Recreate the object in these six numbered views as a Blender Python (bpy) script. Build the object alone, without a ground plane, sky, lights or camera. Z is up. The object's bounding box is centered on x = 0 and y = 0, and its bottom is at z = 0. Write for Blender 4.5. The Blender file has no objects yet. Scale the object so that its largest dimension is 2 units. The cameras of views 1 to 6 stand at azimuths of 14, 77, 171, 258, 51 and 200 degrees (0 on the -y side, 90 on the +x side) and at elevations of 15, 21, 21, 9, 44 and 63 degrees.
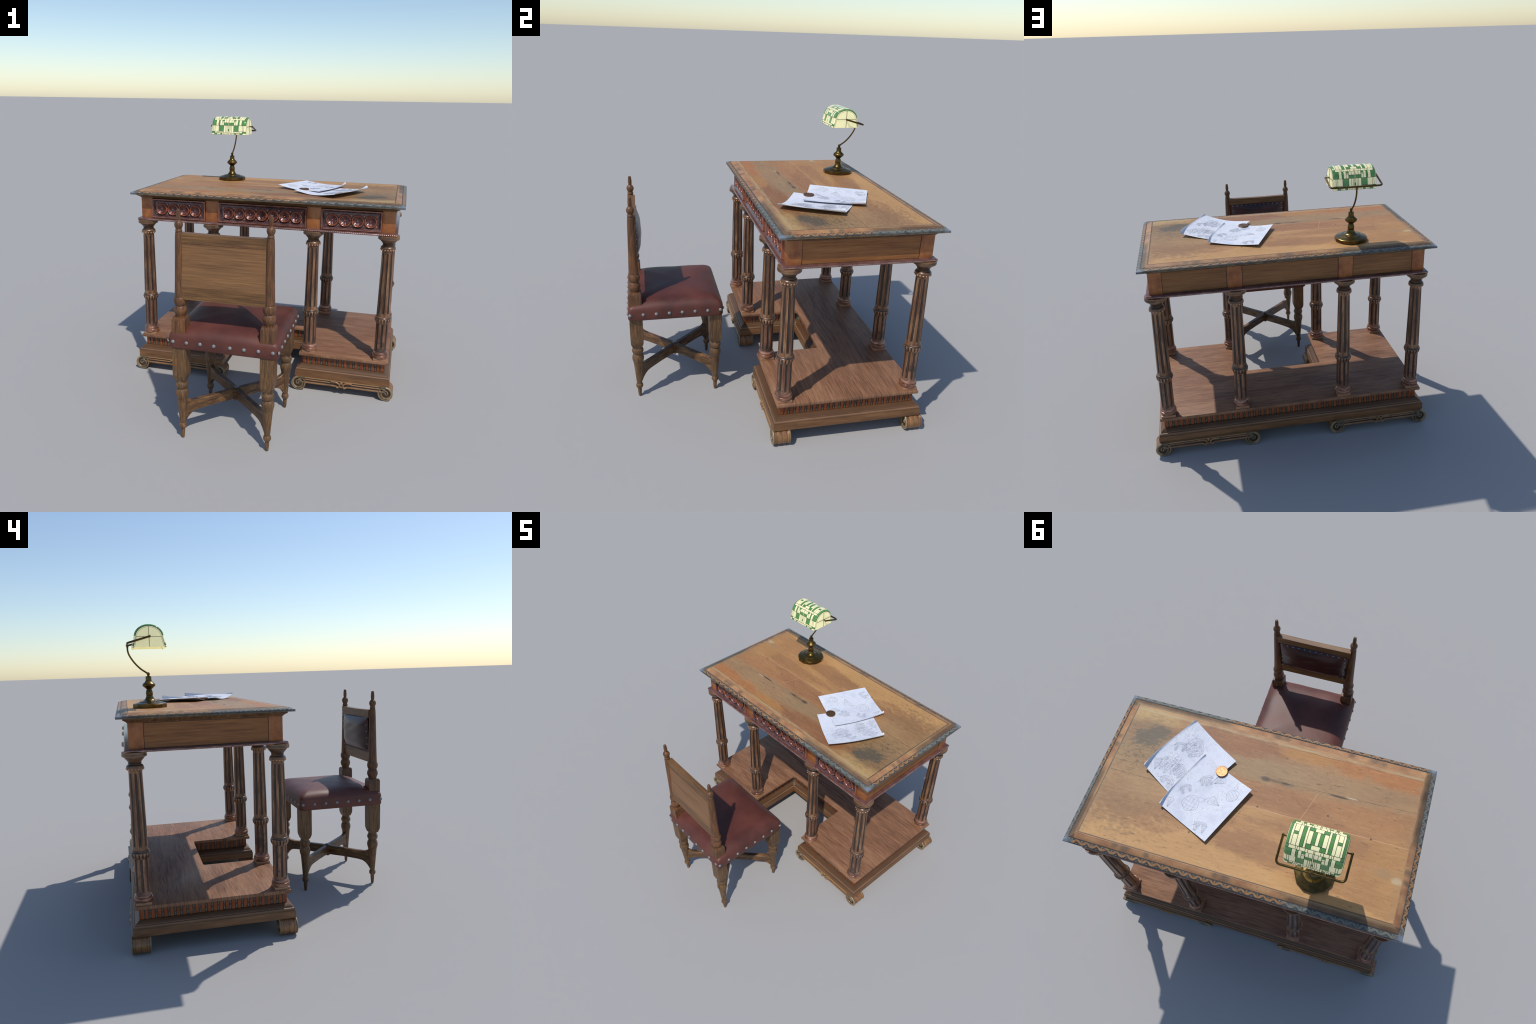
import bpy, bmesh, math, random
from math import pi, sin, cos, sqrt, atan2, radians, hypot, floor
from mathutils import Vector, Matrix

rnd = random.Random(7)
CY = 0.4295                      # middle of the desk in y
TOP = 1.433                      # height of the writing surface

# ------------------------------------------------------------------ helpers
def lin(c):
    c = c / 255.0
    return c / 12.92 if c <= 0.04045 else ((c + 0.055) / 1.055) ** 2.4

def S(r, g, b, k=1.0):
    return (lin(r) * k, lin(g) * k, lin(b) * k, 1.0)

def empty(name, loc, label, category):
    o = bpy.data.objects.new(name, None)
    bpy.context.scene.collection.objects.link(o)
    o.location = loc
    o["label"], o["category"] = label, category
    return o

def wloc(o):
    p = Vector(o.location)
    while o.parent:
        o = o.parent
        p = p + Vector(o.location)
    return p

def mesh(name, verts, faces, mats, smooth=40, idx=None):
    me = bpy.data.meshes.new(name)
    me.from_pydata([tuple(v) for v in verts], [], [tuple(f) for f in faces])
    bm = bmesh.new(); bm.from_mesh(me)
    bmesh.ops.recalc_face_normals(bm, faces=bm.faces)
    bm.to_mesh(me); bm.free()
    for m in (mats if isinstance(mats, (list, tuple)) else [mats]):
        me.materials.append(m)
    if idx:
        me.polygons.foreach_set("material_index", idx)
    if smooth:
        me.polygons.foreach_set("use_smooth", [True] * len(me.polygons))
        me.set_sharp_from_angle(angle=radians(smooth))
    me.update()
    return me

def add(name, me, parent=None, at=(0, 0, 0), rot=None):
    """place a mesh with its origin at world point `at`"""
    o = bpy.data.objects.new(name, me)
    bpy.context.scene.collection.objects.link(o)
    base = wloc(parent) if parent else Vector((0, 0, 0))
    if parent:
        o.parent = parent
    o.location = Vector(at) - base
    if rot:
        o.rotation_euler = rot
    return o

class Geo:
    """collects vertices and faces of several pieces"""
    def __init__(self):
        self.v, self.f, self.m = [], [], []
    def put(self, vf, mat=0, off=(0, 0, 0)):
        v, f = vf
        n = len(self.v)
        self.v += [(p[0] + off[0], p[1] + off[1], p[2] + off[2]) for p in v]
        self.f += [tuple(i + n for i in q) for q in f]
        self.m += [mat] * len(f)
        return self
    def mesh(self, name, mats, smooth=40):
        return mesh(name, self.v, self.f, mats, smooth, self.m)

def lathe(prof, n=48, fn=None, cap=True, axis="z", phase=0.0):
    """turn (r, z) profile about an axis; fn(theta, r, z) may change r"""
    v, f = [], []
    for r, z in prof:
        for i in range(n):
            t = 2 * pi * i / n + phase
            rr = fn(t, r, z) if fn else r
            if axis == "z":
                v.append((rr * cos(t), rr * sin(t), z))
            else:                                   # about y
                v.append((rr * cos(t), z, rr * sin(t)))
    for j in range(len(prof) - 1):
        for i in range(n):
            k = (i + 1) % n
            f.append((j * n + i, j * n + k, (j + 1) * n + k, (j + 1) * n + i))
    if cap:
        f.append(tuple(range(n - 1, -1, -1)))
        f.append(tuple((len(prof) - 1) * n + i for i in range(n)))
    return v, f

def smoothprof(pts, per=5):
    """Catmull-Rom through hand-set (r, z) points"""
    out = []
    P = [pts[0]] + list(pts) + [pts[-1]]
    for i in range(1, len(P) - 2):
        p0, p1, p2, p3 = P[i - 1], P[i], P[i + 1], P[i + 2]
        for k in range(per):
            t = k / per
            out.append(tuple(0.5 * (2 * b + (c - a) * t + (2 * a - 5 * b + 4 * c - d) * t * t
                       + (3 * b - a - 3 * c + d) * t ** 3) for a, b, c, d in zip(p0, p1, p2, p3)))
    out.append(pts[-1])
    return out

def box(x0, x1, y0, y1, z0, z1, bev=0.0, seg=2):
    bm = bmesh.new()
    bmesh.ops.create_cube(bm, size=1.0)
    for w in bm.verts:
        w.co = Vector(((x0 + x1) / 2 + w.co.x * (x1 - x0), (y0 + y1) / 2 + w.co.y * (y1 - y0), (z0 + z1) / 2 + w.co.z * (z1 - z0)))
    if bev:
        bmesh.ops.bevel(bm, geom=list(bm.edges), offset=bev, segments=seg, affect="EDGES", profile=0.5)
    bm.verts.index_update()
    v = [tuple(w.co) for w in bm.verts]
    f = [tuple(w.index for w in q.verts) for q in bm.faces]
    bm.free()
    return v, f

def miter(poly):
    """outward offset direction at every corner of a CCW polygon"""
    out, n = [], len(poly)
    for i in range(n):
        a, b, c = poly[i - 1], poly[i], poly[(i + 1) % n]
        d1 = Vector((b[0] - a[0], b[1] - a[1])).normalized()
        d2 = Vector((c[0] - b[0], c[1] - b[1])).normalized()
        n1, n2 = Vector((d1.y, -d1.x)), Vector((d2.y, -d2.x))
        s = n1 + n2
        out.append(s / max(1e-6, (1 + n1.dot(n2))))
    return out

def sweep(poly, prof, top=True, bottom=True):
    """carry a profile [(offset, z)...] round a CCW polygon with mitred corners"""
    mt, n = miter(poly), len(poly)
    v, f = [], []
    for d, z in prof:
        for p, m in zip(poly, mt):
            v.append((p[0] + m.x * d, p[1] + m.y * d, z))
    for j in range(len(prof) - 1):
        for i in range(n):
            k = (i + 1) % n
            f.append((j * n + i, j * n + k, (j + 1) * n + k, (j + 1) * n + i))
    if top:
        f.append(tuple(range(n)))
    if bottom:
        f.append(tuple((len(prof) - 1) * n + i for i in range(n)))
    return v, f

def tube(path, r, n=10, cap=True):
    """round tube along a path; r may be a list"""
    P = [Vector(p) for p in path]
    R = r if isinstance(r, (list, tuple)) else [r] * len(P)
    v, f = [], []
    ref = Vector((0.13, 0.27, 0.95)).normalized()
    t0 = (P[1] - P[0]).normalized()
    a = (ref - t0 * ref.dot(t0)).normalized()
    for i, p in enumerate(P):
        t = (P[min(i + 1, len(P) - 1)] - P[max(i - 1, 0)]).normalized()
        a = (a - t * a.dot(t)).normalized()
        b = t.cross(a)
        for k in range(n):
            w = 2 * pi * k / n
            v.append(tuple(p + (a * cos(w) + b * sin(w)) * R[i]))
    for i in range(len(P) - 1):
        for k in range(n):
            q = (k + 1) % n
            f.append((i * n + k, i * n + q, (i + 1) * n + q, (i + 1) * n + k))
    if cap:
        f.append(tuple(range(n - 1, -1, -1)))
        f.append(tuple((len(P) - 1) * n + k for k in range(n)))
    return v, f

def spline(pts, per=8):
    return smoothprof([tuple(p) for p in pts], per)

def ball(r, n=12, m=8, top_only=False, flat=1.0):
    v, f = [], []
    a0 = 0.0
    a1 = pi / 2 if top_only else pi
    rows = m
    for j in range(rows + 1):
        a = a0 + (a1 - a0) * j / rows
        for i in range(n):
            t = 2 * pi * i / n
            v.append((r * sin(a) * cos(t), r * sin(a) * sin(t), r * cos(a) * flat))
    for j in range(rows):
        for i in range(n):
            k = (i + 1) % n
            f.append((j * n + i, j * n + k, (j + 1) * n + k, (j + 1) * n + i))
    return v, f

def rrect(cx, cy, hx, hy, r, n=6):
    """rounded rectangle, CCW"""
    p = []
    for sx, sy, a0 in ((1, -1, -pi / 2), (1, 1, 0), (-1, 1, pi / 2), (-1, -1, pi)):
        for k in range(n + 1):
            a = a0 + pi / 2 * k / n
            p.append((cx + sx * (hx - r) + r * cos(a), cy + sy * (hy - r) + r * sin(a)))
    return p

# ------------------------------------------------------------------ node writing
class Mat:
    def __init__(self, name):
        self.m = bpy.data.materials.new(name)
        self.m.use_nodes = True
        self.t = self.m.node_tree
        self.b = self.t.nodes["Principled BSDF"]
        self._obj = self._pos = None
    def node(self, kind, **kw):
        n = self.t.nodes.new(kind)
        for k, w in kw.items():
            setattr(n, k, w)
        return n
    def link(self, a, sock):
        if isinstance(a, bpy.types.NodeSocket):
            self.t.links.new(a, sock)
        elif a is not None:
            try:
                sock.default_value = a
            except Exception:
                sock.default_value = (a[0], a[1], a[2])
    @property
    def obj(self):
        if not self._obj:
            self._obj = self.node("ShaderNodeTexCoord").outputs["Object"]
        return self._obj
    @property
    def pos(self):
        if not self._pos:
            self._pos = self.node("ShaderNodeNewGeometry").outputs["Position"]
        return self._pos
    def rand(self):
        return self.node("ShaderNodeObjectInfo").outputs["Random"]
    def math(self, op, a, b=None, c=None, clamp=False):
        n = self.node("ShaderNodeMath", operation=op, use_clamp=clamp)
        self.link(a, n.inputs[0])
        if b is not None: self.link(b, n.inputs[1])
        if c is not None: self.link(c, n.inputs[2])
        return n.outputs[0]
    def mul(self, a, b): return self.math("MULTIPLY", a, b)
    def addm(self, a, b): return self.math("ADD", a, b)
    def sub(self, a, b): return self.math("SUBTRACT", a, b)
    def mx(self, a, b): return self.math("MAXIMUM", a, b)
    def mn(self, a, b): return self.math("MINIMUM", a, b)
    def scale(self, vec, s, off=None):
        n = self.node("ShaderNodeVectorMath", operation="MULTIPLY")
        self.link(vec, n.inputs[0]); n.inputs[1].default_value = s
        if off is None:
            return n.outputs[0]
        q = self.node("ShaderNodeVectorMath", operation="ADD")
        self.link(n.outputs[0], q.inputs[0]); self.link(off, q.inputs[1])
        return q.outputs[0]
    def sep(self, vec):
        n = self.node("ShaderNodeSeparateXYZ"); self.link(vec, n.inputs[0])
        return n.outputs[0], n.outputs[1], n.outputs[2]
    def comb(self, x, y, z):
        n = self.node("ShaderNodeCombineXYZ")
        for s, i in zip((x, y, z), n.inputs): self.link(s, i)
        return n.outputs[0]
    def noise(self, vec, scale, detail=4, rough=0.55, dist=0.0):
        n = self.node("ShaderNodeTexNoise")
        self.link(vec, n.inputs["Vector"])
        n.inputs["Scale"].default_value = scale
        n.inputs["Detail"].default_value = detail
        n.inputs["Roughness"].default_value = rough
        n.inputs["Distortion"].default_value = dist
        return n.outputs[0]
    def voro(self, vec, scale, feature="F1"):
        n = self.node("ShaderNodeTexVoronoi", feature=feature)
        self.link(vec, n.inputs["Vector"]); n.inputs["Scale"].default_value = scale
        return n.outputs["Distance"]
    def step(self, x, a, b):
        """smooth 0..1 as x goes from a to b (a may exceed b)"""
        n = self.node("ShaderNodeMapRange", interpolation_type="SMOOTHSTEP")
        if a > b:
            self.link(self.mul(x, -1.0), n.inputs[0]); a, b = -a, -b
        else:
            self.link(x, n.inputs[0])
        n.inputs[1].default_value, n.inputs[2].default_value = a, b
        return n.outputs[0]
    def ramp(self, fac, stops, mode="LINEAR"):
        n = self.node("ShaderNodeValToRGB"); n.color_ramp.interpolation = mode
        e = n.color_ramp.elements
        while len(e) < len(stops): e.new(0.5)
        for q, (p, c) in zip(e, stops):
            q.position, q.color = p, c
        self.link(fac, n.inputs[0])
        return n.outputs[0]
    def mix(self, fac, a, b, mode="MIX"):
        n = self.node("ShaderNodeMix", data_type="RGBA", blend_type=mode)
        self.link(fac, n.inputs[0]); self.link(a, n.inputs[6]); self.link(b, n.inputs[7])
        return n.outputs[2]
    def blob(self, x, y, cx, cy, rx, ry, soft=0.5, warp=None):
        """soft elliptical mask round a point"""
        dx = self.math("DIVIDE", self.sub(x, cx), rx)
        dy = self.math("DIVIDE", self.sub(y, cy), ry)
        d = self.math("SQRT", self.addm(self.mul(dx, dx), self.mul(dy, dy)))
        if warp is not None:
            d = self.addm(d, warp)
        return self.step(d, 1 + soft, 1 - soft)
    def band(self, x, c, w, soft):
        """1 where |x-c| < w"""
        d = self.math("ABSOLUTE", self.sub(x, c))
        return self.step(d, w + soft, max(0.0, w - soft))
    def bump(self, h, strength=0.3, dist=0.002):
        n = self.node("ShaderNodeBump")
        n.inputs["Strength"].default_value = strength
        n.inputs["Distance"].default_value = dist
        self.link(h, n.inputs["Height"])
        self.t.links.new(n.outputs[0], self.b.inputs["Normal"])
    def done(self, color, rough=0.5, metal=0.0, spec=0.5, coat=0.0, coat_rough=0.2):
        self.link(color, self.b.inputs["Base Color"])
        self.link(rough, self.b.inputs["Roughness"])
        self.b.inputs["Metallic"].default_value = metal
        self.b.inputs["Specular IOR Level"].default_value = spec
        self.b.inputs["Coat Weight"].default_value = coat
        self.b.inputs["Coat Roughness"].default_value = coat_rough
        return self.m
    def glow(self, color, k):
        self.link(color, self.b.inputs["Emission Color"])
        self.b.inputs["Emission Strength"].default_value = k

def wood(name, dark, mid, light, axis=0, fine=1.0, rough=0.5, use_pos=True, coat=0.0, streak=0.55, spec=0.4, blotch=None, pore=0.55):
    """straight-grained timber; axis = direction of the grain"""
    M = Mat(name)
    v = M.pos if use_pos else M.scale(M.obj, (1, 1, 1), M.comb(M.mul(M.rand(), 3.7), M.mul(M.rand(), 2.3), M.mul(M.rand(), 5.1)))
    s1, s2 = [9.0] * 3, [70.0 * fine] * 3
    s1[axis], s2[axis] = 1.1, 3.2
    g1 = M.noise(M.scale(v, s1), 1.6, 5, 0.6, 0.4)
    g2 = M.noise(M.scale(v, s2), 1.4, 4, 0.62, 0.2)
    g = M.addm(M.mul(g1, 1 - streak), M.mul(g2, streak))
    c = M.ramp(g, [(0.36, dark), (0.5, mid), (0.64, light)])
    pores = M.step(M.noise(M.scale(v, [q * 1.9 for q in s2]), 1.7, 2, 0.5), 0.62, 0.72)
    c = M.mix(M.mul(pores, pore), c, dark)
    if blotch:
        b = M.step(M.noise(v, blotch[0], 3, 0.6), 0.5, 0.66)
        c = M.mix(M.mul(b, blotch[2]), c, blotch[1])
    M.bump(g2, 0.25, 0.0015)
    return M.done(c, rough, 0, spec, coat)

def plain(name, color, rough=0.5, metal=0.0, var=0.12, scale=14.0, spec=0.5, coat=0.0):
    M = Mat(name)
    n = M.noise(M.pos, scale, 4, 0.6)
    lo = tuple(c * (1 - 2.2 * var) for c in color[:3]) + (1,)
    hi = tuple(c * (1 + 2.2 * var) for c in color[:3]) + (1,)
    return M.done(M.ramp(n, [(0.3, lo), (0.7, hi)]), rough, metal, spec, coat)

# ------------------------------------------------------------------ materials
def m_desktop():
    M = Mat("worn_desktop_walnut")
    p = M.pos
    x, y, z = M.sep(p)
    lo = M.noise(M.scale(p, (1.3, 6.0, 1)), 1.5, 4, 0.6, 0.6)
    patch = M.noise(M.scale(p, (1.0, 2.2, 1)), 3.2, 4, 0.62, 0.5)
    fine = M.noise(M.scale(p, (5, 60, 1)), 1.8, 5, 0.65, 0.2)
    speck = M.noise(M.scale(p, (1.0, 2.2, 1)), 38, 4, 0.7)
    warp = M.mul(M.sub(M.noise(M.scale(p, (1, 2.2, 1)), 5.5, 5, 0.68, 0.6), 0.5), 2.2)
    fleck = M.mul(M.sub(M.noise(M.scale(p, (1.0, 1.9, 1)), 26, 4, 0.7), 0.5), 3.0)
    def zone(c, cx, cy, rx, ry, k, col, soft=0.35, w=None):
        return M.mix(M.mul(M.blob(x, y, cx, cy, rx, ry, soft, warp if w is None else w), k), c, col)
    c = M.ramp(lo, [(0.30, S(144, 102, 70)), (0.43, S(166, 121, 83)), (0.57, S(182, 138, 95)), (0.72, S(192, 148, 100))])
    c = M.mix(M.mul(M.step(patch, 0.50, 0.64), 0.5), c, S(158, 110, 76))
    # planks: a redder middle board and an ochre back board
    back = M.step(M.addm(y, M.mul(M.sub(patch, 0.5), 0.012)), 0.447, 0.453)
    mid = M.mul(M.step(y, 0.248, 0.253), M.sub(1.0, back))
    c = M.mix(M.mul(mid, 0.5), c, S(160, 112, 76))
    c = M.mix(M.mul(back, 0.45), c, S(186, 140, 90))
    c = zone(c, 0.36, 0.085, 0.62, 0.085, 0.75, S(140, 92, 62))
    c = zone(c, -0.62, 0.06, 0.36, 0.060, 0.75, S(180, 118, 70))
    c = zone(c, -0.20, 0.05, 0.16, 0.045, 0.7, S(182, 132, 76))
    c = zone(c, -0.38, 0.19, 0.62, 0.095, 0.75, S(160, 131, 98))
    c = zone(c, 0.10, 0.22, 0.30, 0.070, 0.65, S(152, 126, 94))
    c = zone(c, -0.60, 0.33, 0.30, 0.060, 0.5, S(176, 126, 84))
    c = zone(c, -0.15, 0.37, 0.30, 0.060, 0.6, S(150, 104, 72))
    c = zone(c, -0.50, 0.52, 0.42, 0.055, 0.55, S(154, 110, 76))
    c = zone(c, -0.84, 0.55, 0.12, 0.16, 0.55, S(184, 138, 88))
    c = zone(c, 0.33, 0.58, 0.26, 0.085, 0.7, S(158, 114, 78))
    # bright ochre strip along the back, with a hard slanting edge
    ed = M.addm(y, M.addm(M.mul(M.math("ABSOLUTE", M.sub(x, 0.22)), -0.17), M.mul(M.sub(M.noise(M.scale(p, (1.6, 0.8, 1)), 1.8, 4, 0.6), 0.5), 0.22)))
    och = M.step(ed, 0.672, 0.692)
    c = M.mix(M.mul(och, 0.85), c, M.mix(lo, S(184, 138, 88), S(210, 165, 110)))
    c = zone(c, -0.30, 0.74, 0.16, 0.06, 0.5, S(196, 146, 92))
    c = zone(c, -0.14, 0.68, 0.34, 0.075, 0.7, S(154, 111, 76), 0.25)
    # rough, scuffed right-hand side
    c = zone(c, 0.76, 0.42, 0.24, 0.34, 0.55, S(160, 136, 98), 0.5, fleck)
    c = zone(c, 0.72, 0.60, 0.24, 0.17, 0.6, S(138, 98, 66), 0.5, M.mul(fleck, 1.3))
    c = zone(c, 0.62, 0.50, 0.16, 0.10, 0.5, S(178, 142, 102), 0.5, M.mul(fleck, 1.2))
    c = zone(c, 0.80, 0.03, 0.20, 0.05, 0.8, S(196, 162, 108), 0.6)
    c = zone(c, 0.755, 0.21, 0.18, 0.16, 0.6, S(130, 108, 80), 0.5, M.mul(fleck, 0.9))
    st = M.mx(M.blob(x, y, 0.775, 0.185, 0.085, 0.060, 0.30, M.mul(fleck, 0.75)), M.blob(x, y, 0.715, 0.140, 0.085, 0.045, 0.35, M.mul(fleck, 0.9)))
    c = M.mix(M.mul(st, 0.85), c, S(88, 84, 74))
    stp = M.mul(M.blob(x, y, 0.79, 0.27, 0.15, 0.15, 0.5, warp), M.step(M.noise(M.scale(p, (1, 1.8, 1)), 30, 4, 0.7), 0.52, 0.60))
    c = M.mix(M.mul(stp, 0.7), c, S(92, 78, 60))
    # grain, specks, fine cracks
    c = M.mix(M.mul(M.step(fine, 0.5, 0.75), 0.30), c, S(112, 80, 56))
    c = M.mix(M.mul(M.step(fine, 0.46, 0.28), 0.22), c, S(214, 174, 126))
    c = M.mix(M.mul(M.step(speck, 0.56, 0.70), 0.32), c, S(112, 82, 58))
    c = M.mix(M.mul(M.step(speck, 0.42, 0.30), 0.22), c, S(220, 180, 134))
    dash = M.noise(M.scale(p, (14, 90, 1)), 1.0, 2, 0.5, 0.4)
    c = M.mix(M.mul(M.step(dash, 0.66, 0.74), 0.45), c, S(90, 66, 50))
    ck = M.noise(M.scale(p, (1, 1.4, 1)), 24, 3, 0.6, 0.6)
    hair = M.mul(M.band(ck, 0.5, 0.006, 0.010), M.mul(M.step(M.noise(p, 6, 3, 0.6), 0.50, 0.60), M.step(y, 0.45, 0.40)))
    c = M.mix(M.mul(hair, 0.45), c, S(96, 74, 56))
    c = M.mix(1.0, c, (0.91, 0.89, 0.83, 1), "MULTIPLY")
    # cream streak where the front edge is worn
    wy = M.addm(y, M.mul(M.sub(M.noise(M.scale(p, (3, 0, 0)), 1.6, 3, 0.6), 0.5), 0.016))
    cre = M.mul(M.band(wy, 0.003, 0.006, 0.009), M.step(M.noise(M.scale(p, (5, 60, 1)), 1.3, 4, 0.7), 0.36, 0.55))
    c = M.mix(M.mul(cre, 0.75), c, S(176, 158, 122))
    c = M.mix(M.mul(M.band(wy, 0.014, 0.0012, 0.002), M.mul(M.step(patch, 0.44, 0.55), 0.6)), c, S(92, 66, 48))
    # cracks and knots
    def dark(c, mask, k, col=S(62, 52, 46)):
        return M.mix(M.mul(mask, k), c, col)
    wv = M.mul(M.sub(M.noise(M.scale(p, (6, 0, 0)), 1.5, 3, 0.6), 0.5), 0.012)
    yc = M.addm(y, wv)
    xl = M.step(x, 0.05, -0.15)
    brk = M.step(M.noise(M.scale(p, (7, 0, 0)), 1.0, 3, 0.7), 0.35, 0.55)
    crack = M.mul(M.mul(M.band(M.addm(yc, M.mul(x, -0.035)), 0.256, 0.0012, 0.0014), xl), brk)
    c = dark(c, crack, 0.75)
    c = dark(c, M.blob(x, y, -0.018, 0.256, 0.026, 0.015, 0.4, M.mul(warp, 0.4)), 0.7)
    c = dark(c, M.blob(x, y, -0.09, 0.255, 0.08, 0.011, 0.7, M.mul(warp, 0.5)), 0.5)
    c = dark(c, M.blob(x, y, -0.140, 0.254, 0.024, 0.006, 0.4, M.mul(warp, 0.4)), 0.75)
    c = dark(c, M.blob(x, y, -0.465, 0.247, 0.055, 0.0055, 0.4, M.mul(warp, 0.5)), 0.9)
    c = M.mix(M.mul(M.blob(x, y, -0.54, 0.237, 0.035, 0.0022, 0.5), 0.8), c, S(210, 196, 176))
    s2 = M.mul(M.band(yc, 0.451, 0.0013, 0.0015), M.step(x, 0.3, 0.5))
    c = dark(c, s2, 0.7)
    s3 = M.mul(M.band(yc, 0.449, 0.0016, 0.002), M.step(x, 0.05, 0.0))
    c = M.mix(M.mul(s3, 0.55), c, S(206, 168, 128))
    # scratch running across the boards
    sx = M.addm(x, M.mul(y, -0.30))
    scr = M.mul(M.band(sx, -0.420, 0.0016, 0.0018), M.mul(M.step(y, 0.25, 0.27), M.step(y, 0.46, 0.44)))
    c = M.mix(M.mul(scr, 0.6), c, S(205, 160, 122))
    sx2 = M.addm(M.addm(x, M.mul(y, -0.28)), 0.0)
    scr2 = M.mul(M.band(sx2, 0.075 - 0.155, 0.0011, 0.0014), M.mul(M.step(y, 0.45, 0.47), M.step(y, 0.60, 0.58)))
    c = dark(c, scr2, 0.45)
    arc = M.mul(M.band(M.math("SQRT", M.addm(M.math("POWER", M.sub(x, -0.29), 2), M.math("POWER", M.sub(y, 0.31), 2))), 0.06, 0.003, 0.006), M.step(y, 0.31, 0.35))
    c = dark(c, arc, 0.30, S(110, 70, 52))
    for cx, cy in ((-0.026, 0.44), (-0.433, 0.38), (0.30, 0.70), (-0.7, 0.45)):
        c = dark(c, M.blob(x, y, cx, cy, 0.0065, 0.0055, 0.3), 0.8, S(66, 44, 40))
    c = M.mix(M.mul(M.blob(x, y, -0.885, 0.648, 0.030, 0.020, 0.4, warp), 0.7), c, S(186, 168, 132))
    c = M.mix(M.mul(M.blob(x, y, -0.81, 0.62, 0.06, 0.03, 0.5, M.mul(fleck, 0.8)), 0.5), c, S(150, 122, 92))
    # dark joint against the border
    ax = M.math("ABSOLUTE", x)
    ay = M.math("ABSOLUTE", M.sub(y, CY))
    ln = M.mx(M.mul(M.step(ax, 0.9075, 0.912), M.step(x, -0.3, 0.3)), M.mul(M.step(ay, 0.4425, 0.4465), M.step(y, 0.3, 0.6)))
    ln = M.mx(ln, M.mul(M.step(ax, 0.914, 0.917), 0.6))
    c = dark(c, ln, 0.8, S(60, 50, 44))
    c = M.mix(M.mul(M.mul(M.step(ax, 0.86, 0.91), M.step(lo, 0.4, 0.6)), 0.3), c, S(150, 126, 90))
    M.bump(M.addm(M.mul(fine, 0.5), M.mul(speck, 0.6)), 0.18, 0.002)
    return M.done(c, 0.55, 0, 0.35)

def tan_grey(M):
    """1 on the greyed last third of each of the four border sides"""
    x, y, z = M.sep(M.pos)
    n = M.mul(M.sub(M.noise(M.pos, 14, 3, 0.6), 0.5), 0.10)
    xn, yn = M.addm(x, n), M.addm(y, n)
    front = M.mul(M.step(y, 0.0, -0.02), M.step(xn, 0.26, 0.36))
    right = M.mul(M.step(x, 0.918, 0.93), M.step(yn, 0.40, 0.50))
    back = M.mul(M.step(y, 0.872, 0.89), M.step(xn, -0.28, -0.36))
    left = M.mul(M.step(x, -0.918, -0.93), M.step(yn, 0.46, 0.38))
    return M.mn(1.0, M.addm(M.addm(front, right), M.addm(back, left)))

def m_border_band():
    M = Mat("inner_border_band")
    x, y, z = M.sep(M.pos)
    n = M.noise(M.pos, 7, 4, 0.6)
    f = M.noise(M.pos, 60, 3, 0.6)
    c = M.ramp(n, [(0.34, S(140, 97, 68)), (0.5, S(162, 118, 82)), (0.66, S(178, 136, 94))])
    g = tan_grey(M)
    c = M.mix(M.mul(g, 0.9), c, M.ramp(n, [(0.36, S(86, 66, 48)), (0.64, S(114, 90, 66))]))
    c = M.mix(M.mul(M.mul(M.step(z, 1.4285, 1.4325), g), 0.6), c, S(156, 130, 94))
    c = M.mix(M.mul(M.step(f, 0.55, 0.75), 0.3), c, S(90, 66, 50))
    w = M.mul(M.sub(M.noise(M.pos, 55, 3, 0.6), 0.5), 0.9)
    for cx, cy, r in ((-0.066, -0.038, 0.020), (-0.005, -0.040, 0.030), (-0.669, -0.038, 0.020), (-0.61, -0.040, 0.030),
                      (0.675, 0.893, 0.020), (0.615, 0.895, 0.028), (0.069, 0.893, 0.019), (0.012, 0.896, 0.030),
                      (0.941, 0.222, 0.017), (0.941, 0.283, 0.024), (-0.941, 0.64, 0.018), (-0.941, 0.58, 0.024),
                      (-0.471, -0.044, 0.018), (0.481, 0.897, 0.018)):
        c = M.mix(M.mul(M.blob(x, y, cx, cy, r, r * 0.75, 0.7, w), 0.6), c, S(84, 80, 68))
    # dark joint next to the carving
    ax = M.math("ABSOLUTE", x); ay = M.math("ABSOLUTE", M.sub(y, CY))
    ln = M.mx(M.step(ax, 0.9535, 0.9565), M.step(ay, 0.485, 0.488))
    c = M.mix(M.mul(ln, 0.75), c, S(60, 58, 56))
    return M.done(c, 0.5, 0, 0.4)

def m_border_ground():
    M = Mat("carved_border_ground")
    n = M.noise(M.pos, 30, 4, 0.6)
    g = tan_grey(M)
    c = M.ramp(n, [(0.35, S(48, 54, 56)), (0.65, S(70, 76, 76))])
    c = M.mix(g, c, M.ramp(n, [(0.35, S(58, 65, 68)), (0.65, S(84, 90, 90))]))
    x, y, z = M.sep(M.pos)
    ax = M.math("ABSOLUTE", x); ay = M.math("ABSOLUTE", M.sub(y, CY))
    cor = M.mul(M.step(ax, 0.925, 0.965), M.step(ay, 0.46, 0.500))
    c = M.mix(M.mul(cor, 0.55), c, S(140, 150, 168))
    lip = M.step(z, 1.4140, 1.4115)
    c = M.mix(M.mul(lip, M.sub(0.85, M.mul(g, 0.35))), c, M.ramp(n, [(0.35, S(86, 72, 54)), (0.65, S(124, 104, 76))]))
    return M.done(c, 0.5, 0, 0.5)

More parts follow.
